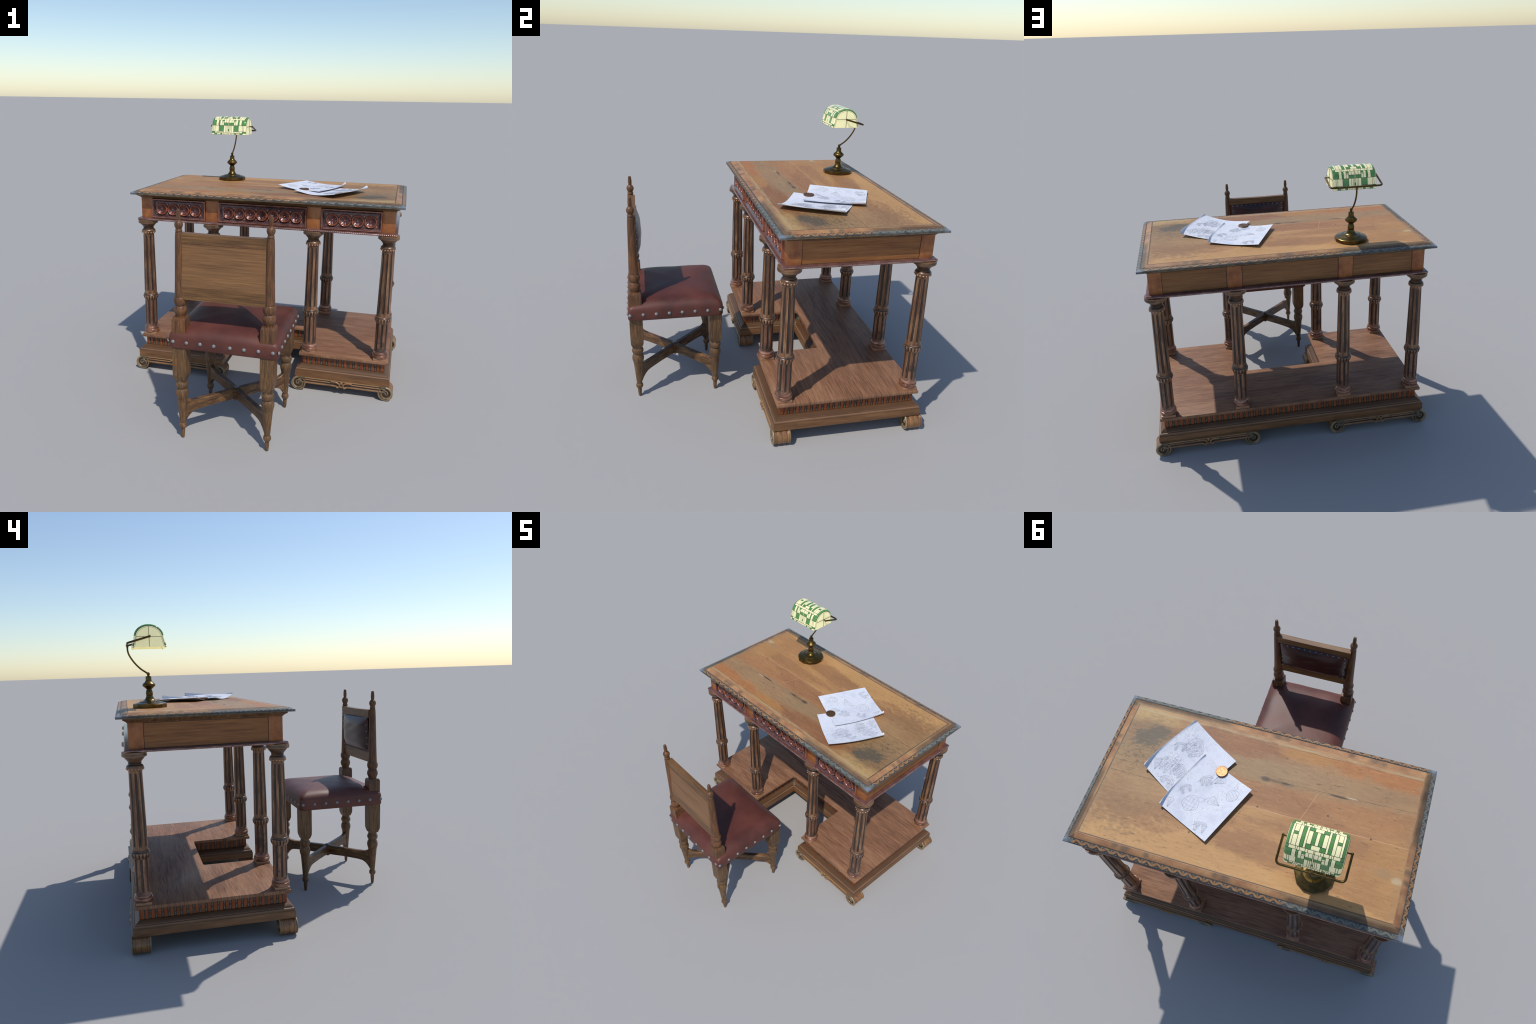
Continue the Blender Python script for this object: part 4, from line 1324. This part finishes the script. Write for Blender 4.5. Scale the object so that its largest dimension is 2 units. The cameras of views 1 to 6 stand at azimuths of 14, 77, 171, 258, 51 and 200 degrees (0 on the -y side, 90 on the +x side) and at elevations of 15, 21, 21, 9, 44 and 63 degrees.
def pad():
    x0, x1, z0, z1 = -0.2480, 0.2370, 1.0160, 1.2810
    nx, nz = 34, 22
    v, f = [], []
    for j in range(nz + 1):
        for i in range(nx + 1):
            u, w = i / nx, j / nz
            x, z = x0 + (x1 - x0) * u, z0 + (z1 - z0) * w
            e = (1 - abs(2 * u - 1) ** 3.2) * (1 - abs(2 * w - 1) ** 3.0)
            y = yback(z) + 0.034 + 0.044 * max(0, e) ** 0.75 * (1 - 0.25 * (w - 0.45))
            # soft creases
            y += 0.0025 * sin(9 * u + 3) * sin(22 * w + 5 * u) * e
            v.append((x, y, z))
    W = nx + 1
    for j in range(nz):
        for i in range(nx):
            a = j * W + i
            f.append((a, a + 1, a + W + 1, a + W))
    m = len(v)
    ring = [i for i in range(W)] + [j * W + nx for j in range(1, nz + 1)] + [nz * W + i for i in range(nx - 1, -1, -1)] + [j * W for j in range(nz - 1, 0, -1)]
    for i in ring:
        p = v[i]
        v.append((p[0], p[1] - 0.018, p[2]))
    n = len(ring)
    for k in range(n):
        q = (k + 1) % n
        f.append((ring[k], ring[q], m + q, m + k))
    f.append(tuple(m + k for k in range(n)))
    return mesh("leather_back", v, f, MD["leather2"], 50), (x0, x1, z0, z1)
pad_me, (x0, x1, z0, z1) = pad()
padob = add("leather_back", pad_me, chair)
nail2 = Geo().put(ball(0.0062, 10, 5, True, 0.8)).mesh("small_nail", MD["nail_dark"], 60)
for k in range(12):
    x = x0 + 0.014 + (x1 - x0 - 0.028) * k / 11
    for z in (z0 + 0.013, z1 - 0.013):
        nail(x, yback(z) + 0.0425, z, 0, 1, padob, nail2, "small_nail")
for k in range(1, 5):
    z = z0 + 0.013 + (z1 - z0 - 0.026) * k / 5
    for x in (x0 + 0.013, x1 - 0.013):
        nail(x, yback(z) + 0.0425, z, 0, 1, padob, nail2, "small_nail")

# ================================================================== THE LAMP
LX, LY = -0.4485, 0.7305
lamp = empty("desk_lamp", (LX, LY, TOP), "brass bankers lamp with green and cream leaded glass shade", "lamp")
lb = Geo()
lb.put(lathe([(0.108, 1.4335), (0.1105, 1.4345), (0.1110, 1.4370), (0.1110, 1.4560), (0.1085, 1.4580), (0.1040, 1.4602)], 12, phase=radians(11)))
lb.put(lathe([(0.1035, 1.4598), (0.084, 1.4655), (0.066, 1.4705), (0.0635, 1.4722)], 12, phase=radians(11)))
lb.put(lathe(smoothprof([(0.0660, 1.4690), (0.0645, 1.4735), (0.0600, 1.4738), (0.0480, 1.4758), (0.0370, 1.4810), (0.0290, 1.4900), (0.0240, 1.5000), (0.0218, 1.5080)], 4), 32))
lb.put(lathe(smoothprof([(0.0195, 1.5070), (0.0212, 1.5110), (0.0226, 1.5200), (0.0226, 1.5290), (0.0205, 1.5390), (0.0180, 1.5450), (0.0165, 1.5490), (0.0200, 1.5530), (0.0300, 1.5620), (0.0395, 1.5700), (0.0415, 1.5760), (0.0400, 1.5830), (0.0330, 1.5900), (0.0255, 1.5960), (0.0205, 1.6040), (0.0188, 1.6100)], 4), 32))
lb.put(lathe([(0.0186, 1.6100), (0.0186, 1.6300), (0.0178, 1.6315), (0.0130, 1.6322), (0.0085, 1.6345), (0.0072, 1.6375)], 28))
v, f = ball(0.0108, 16, 10)
lb.put((v, f), 0, (0, 0, 1.6470))
add("lamp_base", Geo().put((lb.v, lb.f)).mesh("lamp_base", MD["brass"], 28), lamp, (LX, LY, 0))
stem = spline([(-0.4487, 0.7310, 1.6470), (-0.4484, 0.7480, 1.6600), (-0.4482, 0.7760, 1.6800), (-0.4478, 0.8110, 1.7170), (-0.4474, 0.8400, 1.7620), (-0.4471, 0.8500, 1.7940), (-0.4470, 0.8500, 1.8200), (-0.4470, 0.8490, 1.8340)], 6)
add("stem", Geo().put(tube([(a - LX, b - LY, c) for a, b, c in stem], 0.0056, 14)).mesh("stem", MD["brass"], 50), lamp, (LX, LY, 0))
def corner(a, b, c, r, n=6):
    a, b, c = Vector(a), Vector(b), Vector(c)
    p, q = b + (a - b).normalized() * r, b + (c - b).normalized() * r
    return [tuple((1 - t) ** 2 * p + 2 * t * (1 - t) * b + t * t * q) for t in [k / n for k in range(n + 1)]]
pr, cr, cl, plv = (-0.2745, 0.716, 1.8720), (-0.2745, 0.8515, 1.8340), (-0.6195, 0.8515, 1.8340), (-0.6195, 0.716, 1.8720)
arm = [pr] + corner(pr, cr, cl, 0.024) + [tuple((Vector(cr) + Vector(cl)) / 2)] + corner(cr, cl, plv, 0.024) + [plv]
ag = Geo().put(tube(arm, 0.0063, 14))
for p, s in ((pr, -1), (plv, 1)):
    ag.put(ball(0.0078, 14, 8), 0, p)
    ag.put(tube([p, (p[0] + s * 0.010, p[1] + 0.001, p[2])], 0.0055, 10))
    ag.put(tube([(p[0] + s * 0.008, p[1] + 0.001, p[2]), (p[0] + s * 0.034, p[1] + 0.002, p[2])], 0.0032, 10))
    for q in (0.012, 0.017, 0.022):
        ag.put(tube([(p[0] + s * q, p[1] + 0.001, p[2]), (p[0] + s * (q + 0.002), p[1] + 0.001, p[2])], 0.0048, 10))
ag.put(lathe([(0.0058, 1.812), (0.0075, 1.822), (0.0105, 1.830), (0.0080, 1.8345)], 14), 0, (-0.447, 0.8505, 0))
add("arm", Geo().put(([(a - LX, b - LY, c) for a, b, c in ag.v], ag.f)).mesh("arm", MD["brass"], 50), lamp, (LX, LY, 0))

# shade: a barrel of leaded panes
SXc, SYc, HL = -0.4465, 0.7185, 0.1440
def section(w):
    """cross-section by arc position w in -1..1: (y, z)"""
    s = abs(w)
    k = 0.66                                   # share of the arc in the elliptical crown
    if s < k:
        a = pi / 2 * (s / k)
        y, z = 0.0895 * sin(a), 1.8740 + 0.0725 * cos(a)
    else:
        t = (s - k) / (1 - k)
        y, z = 0.0895 + (0.1065 - 0.0895) * t ** 1.12, 1.8740 + (1.8090 - 1.8740) * t
    return (y if w >= 0 else -y), z
def shade_pt(u, w, out=0.0):
    """point on the shade; u in -1..1 along it; ends roll inwards"""
    y, z = section(w)
    y2, z2 = section(min(1.0, w + 0.004)); y1, z1 = section(max(-1.0, w - 0.004))
    t = Vector((y2 - y1, z2 - z1)).normalized()
    nrm = Vector((-t.y, t.x))
    if nrm.y < 0 and abs(w) < 0.5: nrm = -nrm
    if abs(w) >= 0.5 and nrm.x * (1 if w > 0 else -1) < 0: nrm = -nrm
    e = max(0.0, (abs(u) - 0.88) / 0.12)
    ins = 0.0115 * (1 - sqrt(max(0.0, 1 - e * e))) - 0.0015 * (1 - u * u)
    d = out - ins
    zz = z + nrm.y * d
    return (SXc + u * HL - LX, SYc + y + nrm.x * d - LY, zz)
nu, nw = 48, 60
v, f, mi = [], [], []
for j in range(nw + 1):
    for i in range(nu + 1):
        v.append(shade_pt(-1 + 2 * i / nu, -1 + 2 * j / nw))
for j in range(nw + 1):
    for i in range(nu + 1):
        v.append(shade_pt((-1 + 2 * i / nu) * 0.985, -1 + 2 * j / nw, -0.0035))
W, m = nu + 1, (nu + 1) * (nw + 1)
for j in range(nw):
    for i in range(nu):
        a = j * W + i
        f.append((a, a + 1, a + W + 1, a + W)); mi.append(0)
        f.append((m + a, m + a + W, m + a + W + 1, m + a + 1)); mi.append(1)
for i in range(nu):
    for b in (i, nw * W + i):
        f.append((b, b + 1, m + b + 1, m + b)); mi.append(1)
for j in range(nw):
    for b in (j * W, j * W + nu):
        f.append((b, b + W, m + b + W, m + b)); mi.append(0)
shade = add("lamp_shade", mesh("lamp_shade", v, f, [MD["lead"], MD["cap_cream"]], 60, mi), lamp, (LX, LY, 0))

def pane(u0, u1, w0, w1):
    gu, gw = 0.0026 / HL * 0.5, 0.0026 / 0.185 * 0.5
    a0, a1, b0, b1 = u0 + gu, u1 - gu, w0 + gw, w1 - gw
    n1 = max(1, int((a1 - a0) / 0.06) + 1); n2 = max(1, int((b1 - b0) / 0.05) + 1)
    v, f = [], []
    for o in (0.0011, -0.0006):
        for j in range(n2 + 1):
            for i in range(n1 + 1):
                v.append(shade_pt(a0 + (a1 - a0) * i / n1, b0 + (b1 - b0) * j / n2, o))
    W, m = n1 + 1, (n1 + 1) * (n2 + 1)
    for j in range(n2):
        for i in range(n1):
            a = j * W + i
            f.append((a, a + 1, a + W + 1, a + W))
    for i in range(n1):
        f.append((i, i + 1, m + i + 1, m + i)); b = n2 * W + i
        f.append((b, b + 1, m + b + 1, m + b))
    for j in range(n2):
        f.append((j * W, j * W + W, m + j * W + W, m + j * W)); b = j * W + n1
        f.append((b, b + W, m + b + W, m + b))
    return v, f

# half pattern (u from the middle to the end, w from the ridge down); g = green
HALF = []
def row(w0, w1, us, greens=()):
    for k in range(len(us) - 1):
        HALF.append((us[k], us[k + 1], w0, w1, k in greens))
# lowest narrow course
row(0.935, 1.0, [0.03, 0.13, 0.21, 0.29, 0.36, 0.46, 0.54, 0.60, 0.66, 0.82, 1.0], (4, 8))
row(0.870, 0.935, [0.29, 0.38, 0.50, 0.57, 0.66, 0.80, 1.0], (5,))
row(0.620, 0.870, [0.29, 0.57, 0.80, 0.88, 1.0], (0,))
row(0.620, 0.935, [0.03, 0.09, 0.16, 0.29])
row(0.500, 0.620, [0.02, 0.29], (0,))
row(0.360, 0.500, [0.02, 0.16, 0.28])
row(0.360, 0.430, [0.28, 0.40], (0,))
row(0.430, 0.475, [0.28, 0.40])
row(0.475, 0.620, [0.29, 0.40])
row(0.360, 0.620, [0.40, 0.52, 0.60, 0.74, 1.0], (1, 3))
row(0.270, 0.360, [0.02, 0.22, 0.31, 0.50, 0.58, 0.64, 0.88, 1.0], (6,))
for q in HALF:
    pass
panes = []
for u0, u1, w0, w1, gr in HALF:
    for su in (-1, 1):
        for sw in (-1, 1):
            panes.append((min(su * u0, su * u1), max(su * u0, su * u1), min(sw * w0, sw * w1), max(sw * w0, sw * w1), gr))
for sw in (-1, 1):
    for w0, w1, gr in ((0.62, 0.78, False), (0.78, 0.86, True), (0.86, 0.935, False), (0.935, 1.0, False)):
        panes.append((-0.03, 0.03, min(sw * w0, sw * w1), max(sw * w0, sw * w1), gr))
# crown: long stripes over the ridge
for su in (-1, 1):
    def P(u0, u1, w0, w1, gr):
        panes.append((min(su * u0, su * u1), max(su * u0, su * u1), w0, w1, gr))
    P(0.90, 1.0, -0.27, 0.27, True)
    P(0.82, 0.90, -0.27, 0.27, False)
    P(0.66, 0.82, -0.27, -0.06, False); P(0.66, 0.82, -0.06, 0.01, True); P(0.66, 0.82, 0.01, 0.27, False)
    P(0.54, 0.66, -0.27, 0.27, False)
    P(0.42, 0.54, -0.27, 0.27, True)
    P(0.34, 0.42, -0.27, 0.27, False)
    P(0.15, 0.34, -0.27, -0.16, True); P(0.15, 0.34, 0.16, 0.27, True)
    P(0.19, 0.34, -0.16, 0.16, False)
    P(0.06, 0.19, -0.16, 0.16, True)
for sw in (-1, 1):
    for w0, w1 in ((0.27, 0.36), (0.36, 0.62)):
        panes.append((-0.02, 0.02, min(sw * w0, sw * w1), max(sw * w0, sw * w1), False))
panes += [(-0.06, 0.06, -0.16, 0.16, False), (-0.15, 0.15, -0.27, -0.16, False), (-0.15, 0.15, 0.16, 0.27, False)]
for u0, u1, w0, w1, gr in panes:
    vv, ff = pane(u0, u1, w0, w1)
    o = add("glass_pane", mesh("glass_pane", vv, ff, MD["green" if gr else "cream"], 60), shade, (LX, LY, 0))

# end caps with a leaded cross
def cap_ring(sc, x):
    out = []
    for j in range(41):
        w = -1 + 2 * j / 40
        y, z = section(w)
        yy, zz = y, z
        zc = 1.868
        out.append((x, SYc + yy * sc - LY, 1.8095 + (zz - 1.8095) * (1 - (1 - sc) * 0.75)))
    return out
for s in (-1, 1):
    xo = SXc + s * (HL + 0.0008) - LX
    g = Geo()
    a, b, c2, d2 = cap_ring(0.895, xo - s * 0.004), cap_ring(0.895, xo), cap_ring(0.84, xo + s * 0.0012), cap_ring(0.80, xo + s * 0.0016)
    n = len(a)
    v = a + b + c2 + d2
    f = []
    for r in range(3):
        for k in range(n - 1):
            f.append((r * n + k, r * n + k + 1, (r + 1) * n + k + 1, (r + 1) * n + k))
    f.append(tuple(3 * n + k for k in range(n)))
    f.append(tuple(k for k in range(n)))
    f.append((0, n, 2 * n, 3 * n, 4 * n - 1, 3 * n - 1, 2 * n - 1, n - 1))
    g.put((v, f))
    cap_o = add("shade_end", g.mesh("shade_end", MD["cap_cream"], 30), shade, (LX, LY, 0))
    h = Geo()
    xm = xo + s * 0.0020
    h.put(box(xm - 0.0012, xm + 0.0012, SYc - LY - 0.0014, SYc - LY + 0.0014, 1.8105, 1.9330))
    h.put(box(xm - 0.0011, xm + 0.0011, SYc - LY - 0.0770, SYc - LY + 0.0770, 1.8702, 1.8728))
    ring2 = cap_ring(0.845, xm - s * 0.0004)
    h.put(tube(ring2, 0.0008, 6))
    add("leading", h.mesh("leading", MD["lead"], 40), cap_o, (LX, LY, 0))
# bulb inside
bg = Geo().put(ball(0.022, 16, 10), 0, (SXc - LX, SYc - LY, 1.868)).put(tube([(SXc - LX - 0.03, SYc - LY, 1.872), (SXc - LX - 0.12, SYc - LY, 1.872)], 0.010, 12), 1)
add("bulb", bg.mesh("bulb", [MD["cap_cream"], MD["brass"]], 50), lamp, (LX, LY, 0))

# ================================================================== PAPERS AND COIN
def paper(name, c00, c10, c01, base, lifts, curl, label, seed):
    """c00,c10: ends of the first short edge; c01: other end of the long edge.
    the far long edge (s=1) rolls up; the near long edge lifts softly"""
    o2 = Vector(c00); ex = Vector(c10) - o2; ey = Vector(c01) - o2
    Wd, Ln = ex.length, ey.length
    ux, uy = ex / Wd, ey / Ln
    def pt(s, t, up=0.0):
        """s, t in metres over the sheet"""
        k = t / Ln
        amt = curl[0] * (1 - k) ** 2 + curl[2] * k ** 2 + curl[1] * 2 * k * (1 - k)
        r = 0.011
        arc = 0.026 * max(0.0, amt)
        flat = Wd - 0.010
        z = 0.0
        ss = s
        total = Wd + 0.012
        start = total - arc
        nrm_s, nrm_z = 0.0, 1.0
        if s > start and arc > 0:
            a = (s - start) / r
            ss = start + r * sin(a)
            z += r * (1 - cos(a))
            nrm_s, nrm_z = -sin(a), cos(a)
        # both long edges lift, by an amount that changes from end to end
        q = min(1.0, s / Wd)
        z += (lifts[1] * (1 - k) + lifts[3] * k) * max(0.0, (q - 0.30) / 0.70) ** 1.8
        z += (lifts[0] * (1 - k) + lifts[2] * k) * max(0.0, 1 - q / 0.60) ** 1.8
        z += 0.0012 * (1 + sin(14 * s + 9 * t + seed))
        p = o2 + ux * (ss + nrm_s * up) + uy * t
        return (p.x, p.y, base + z + nrm_z * up)
    nx, ny = 56, 30
    total = Wd + 0.012
    v, f = [], []
    for up in (0.0, -0.0008):
        for j in range(ny + 1):
            for i in range(nx + 1):
                v.append(pt(total * i / nx, Ln * j / ny, up))
    W, m = nx + 1, (nx + 1) * (ny + 1)
    for j in range(ny):
        for i in range(nx):
            a = j * W + i
            f.append((a, a + 1, a + W + 1, a + W)); f.append((m + a, m + a + W, m + a + W + 1, m + a + 1))
    for i in range(nx):
        f.append((i, m + i, m + i + 1, i + 1)); b = ny * W + i
        f.append((b, b + 1, m + b + 1, m + b))
    for j in range(ny):
        a = j * W
        f.append((a, a + W, m + a + W, m + a)); b = a + nx
        f.append((b, m + b, m + b + W, b + W))
    cx = o2 + ex * 0.5 + ey * 0.5
    org = (cx.x, cx.y, base)
    me = mesh("drawing_sheet", [(p[0] - org[0], p[1] - org[1], p[2] - org[2]) for p in v], f, m_paper(seed), 60)
    ob = add(name, me, None, org)
    ob["label"], ob["category"] = label, "paper"
    return ob, pt, Wd, Ln, org

def strokes(ob, pt, Wd, Ln, org, lines):
    """pencil lines: thin ribbons lying on the sheet; lines = [(points in 0..1, width)]"""
    g = Geo()
    for pts, w in lines:
        P = [Vector((a * Wd, b * Ln)) for a, b in pts]
        if len(P) < 2: continue
        v, f = [], []
        for i, p in enumerate(P):
            t = P[min(i + 1, len(P) - 1)] - P[max(i - 1, 0)]
            if t.length < 1e-6: t = Vector((1, 0))
            t.normalize()
            nn = Vector((-t.y, t.x)) * w
            for q, up in ((p + nn, 0.0001), (p + nn * 0.5, 0.0005), (p - nn * 0.5, 0.0005), (p - nn, 0.0001)):
                v.append(pt(q.x, q.y, up))
        for i in range(len(P) - 1):
            for k in range(3):
                a = i * 4 + k
                f.append((a, a + 1, a + 5, a + 4))
        g.put((v, f))
    me = Geo().put(([(p[0] - org[0], p[1] - org[1], p[2] - org[2]) for p in g.v], g.f)).mesh("pencil_sketch", MD["pencil"], 60)
    o = add("pencil_sketch", me, ob, org)
    o["kind"] = "stuff"

def jit(p, a): return (p[0] + rnd.uniform(-a, a), p[1] + rnd.uniform(-a, a))
def wob(pts, per=5, a=0.004):
    return spline([jit(p, a) for p in pts], per)
def place(L, cx, cy, sc, ang):
    out = []
    ca, sa = cos(ang), sin(ang)
    for pts, w in L:
        out.append(([(min(0.97, max(0.03, cx + sc * (x * ca - y * sa))), min(0.97, max(0.03, cy + sc * (x * sa + y * ca)))) for x, y in pts], w))
    return out
def ship(masts=3, w=0.00055):
    """generic sailing ship seen from the side"""
    L = []
    hull = [(-1.0, 0.30), (-0.85, 0.0), (-0.6, -0.22), (0.1, -0.28), (0.7, -0.2), (0.95, 0.05), (1.05, 0.35)]
    L.append((wob(hull), w * 1.2))
    L.append((wob([(-1.0, 0.30), (-0.5, 0.12), (0.2, 0.08), (0.8, 0.2), (1.05, 0.35)]), w))
    L.append((wob([(-0.92, 0.12), (-0.4, -0.02), (0.3, -0.05), (0.98, 0.15)]), w * 0.8))
    L.append((wob([(1.0, 0.25), (1.35, 0.45), (1.6, 0.6)], 4), w))
    for k in range(masts):
        x = -0.65 + 1.3 * k / max(1, masts - 1)
        h = 1.25 + 0.25 * (1 - abs(x))
        L.append((wob([(x, 0.1), (x + 0.02, h)], 3), w))
        for q in (0.35, 0.65, 0.92):
            y = 0.1 + (h - 0.1) * q
            s = 0.30 * (1.1 - 0.5 * q)
            L.append((wob([(x - s, y), (x, y + 0.03), (x + s, y)], 3), w))
            L.append((wob([(x - s, y), (x - s * 1.25, y - 0.13), (x - s * 0.95, y - 0.24), (x, y - 0.19), (x + s * 0.95, y - 0.24), (x + s * 1.25, y - 0.13), (x + s, y)], 3), w * 0.8))
        L.append((wob([(x, h), (x + 0.55, 0.15)], 3), w * 0.6)); L.append((wob([(x, h), (x - 0.45, 0.15)], 3), w * 0.6))
    for k in range(9):
        x = -0.8 + 0.2 * k
        L.append((wob([(x, 0.05), (x + 0.08, -0.15)], 2), w * 0.7))
    return L
def stern(w=0.00055):
    """bulging ship's stern drawn as a round framework"""
    L = [(wob([(cos(t) * (1 + 0.06 * sin(5 * t)), sin(t) * (0.9 + 0.05 * cos(4 * t))) for t in [pi * 2 * k / 14 for k in range(15)]], 4, 0.02), w * 1.2)]
    for k in (-0.5, -0.1, 0.3, 0.6):
        L.append((wob([(k, -0.8), (k * 1.15, 0), (k, 0.8)], 4), w * 0.7))
        L.append((wob([(-0.85, k), (0, k * 1.2), (0.85, k)], 4), w * 0.7))
    L.append((wob([(-0.9, -0.5), (-1.3, -0.8), (-1.1, -1.1), (-0.5, -0.9)], 4), w))
    L.append((wob([(-1.2, -0.9), (-1.6, -1.5)], 3), w))
    return L
def sail(w=0.00055):
    L = [(wob([(0, 1), (-0.5, -0.6), (0.2, -0.75), (0.8, -0.5), (0, 1)], 5), w)]
    for k in range(4):
        t = k / 4
        L.append((wob([(0, 1), (-0.4 + 0.3 * k, -0.6)], 3), w * 0.7))
    L.append((wob([(-0.3, 0), (0.1, -0.1), (0.4, 0.05)], 3), w * 0.7))
    return L
def hatch(n, w=0.0005):
    L = []
    for k in range(n):
        x, y = rnd.uniform(-1, 1), rnd.uniform(-0.6, 0.6)
        a = rnd.uniform(0.4, 1.2)
        L.append(([(x, y), (x + 0.18 * cos(a), y + 0.18 * sin(a)), (x + 0.3 * cos(a + 0.2), y + 0.3 * sin(a + 0.2))], w))
    return L

p1, pt1, W1, L1, og1 = paper("drawing_sheet", (0.184, 0.202), (0.505, 0.012), (0.390, 0.572), TOP + 0.0013, (0.016, 0.028, 0.0, 0.026), (0.7, -0.1, 1.3), "white sheet of pencil ship sketches with curled edge", 1.7)
lines = place(ship(3), 0.62, 0.22, 0.155, -0.5) + place(hatch(26), 0.66, 0.30, 0.15, 0.3)
lines += place(ship(3), 0.74, 0.66, 0.15, 0.35) + place(hatch(20), 0.70, 0.62, 0.14, 0.9) + place(ship(2), 0.52, 0.88, 0.12, 0.1)
lines += place(ship(3), 0.50, 0.62, 0.11, -0.2) + place(sail(), 0.86, 0.84, 0.10, 0.5) + place(hatch(14), 0.52, 0.86, 0.10, 0.2) + place(ship(2), 0.86, 0.40, 0.09, 0.6)
strokes(p1, pt1, W1, L1, og1, lines)
p2, pt2, W2, L2, og2 = paper("drawing_sheet", (0.032, 0.360), (0.372, 0.214), (0.189, 0.734), TOP + 0.0062, (0.025, 0.007, 0.012, 0.010), (0.7, -0.1, 1.25), "white sheet with pencil drawings of ship parts", 4.2)
lines = place(stern(), 0.62, 0.70, 0.135, 0.2) + place(stern(), 0.18, 0.24, 0.10, 1.2) + place(ship(2), 0.24, 0.84, 0.10, 0.4)
lines += place(ship(3), 0.72, 0.26, 0.10, 0.8) + place(sail(), 0.50, 0.18, 0.10, -0.6) + place(sail(), 0.88, 0.88, 0.085, 0.3) + place(ship(2), 0.88, 0.56, 0.085, 1.0)
lines += place(sail(), 0.34, 0.47, 0.11, 1.5) + place(hatch(16), 0.26, 0.84, 0.09, 0.5) + place(hatch(10), 0.5, 0.2, 0.08, 0.5)
strokes(p2, pt2, W2, L2, og2, lines)

# coin paperweight
COIN = (0.2435, 0.291, TOP + 0.0085)
cg = Geo().put(lathe([(0.0345, 0.0), (0.0360, 0.0012), (0.0364, 0.004), (0.0364, 0.0105), (0.0358, 0.0120), (0.0345, 0.0127), (0.0325, 0.0125), (0.0318, 0.0116), (0.0240, 0.0114), (0.0238, 0.0120), (0.0228, 0.0120), (0.0226, 0.0114), (0.0006, 0.0114)], 56))
for k in range(22):                         # raised marks round the rim
    a = 2 * pi * k / 22
    r = 0.0280
    L = rnd.uniform(0.0016, 0.0030)
    v, f = box(-L, L, -0.0009, 0.0009, 0.0110, 0.0123, 0.0002, 1)
    q = a + rnd.choice((0, pi / 2, pi / 4))
    cg.put(([(r * cos(a) + x * cos(q) - y * sin(q), r * sin(a) + x * sin(q) + y * cos(q), z) for x, y, z in v], f))
for k in range(30):
    r, a = 0.021 * sqrt(rnd.random()), rnd.uniform(0, 2 * pi)
    L = rnd.uniform(0.0012, 0.0034)
    v, f = box(-L, L, -0.0008, 0.0008, 0.0110, 0.0122, 0.0002, 1)
    q = rnd.uniform(0, pi)
    cg.put(([(r * cos(a) + x * cos(q) - y * sin(q), r * sin(a) + x * sin(q) + y * cos(q), z) for x, y, z in v], f))
coin = add("coin", cg.mesh("coin", MD["coin"], 35), None, COIN)
coin["label"], coin["category"] = "thick old copper coin with raised markings", "coin"
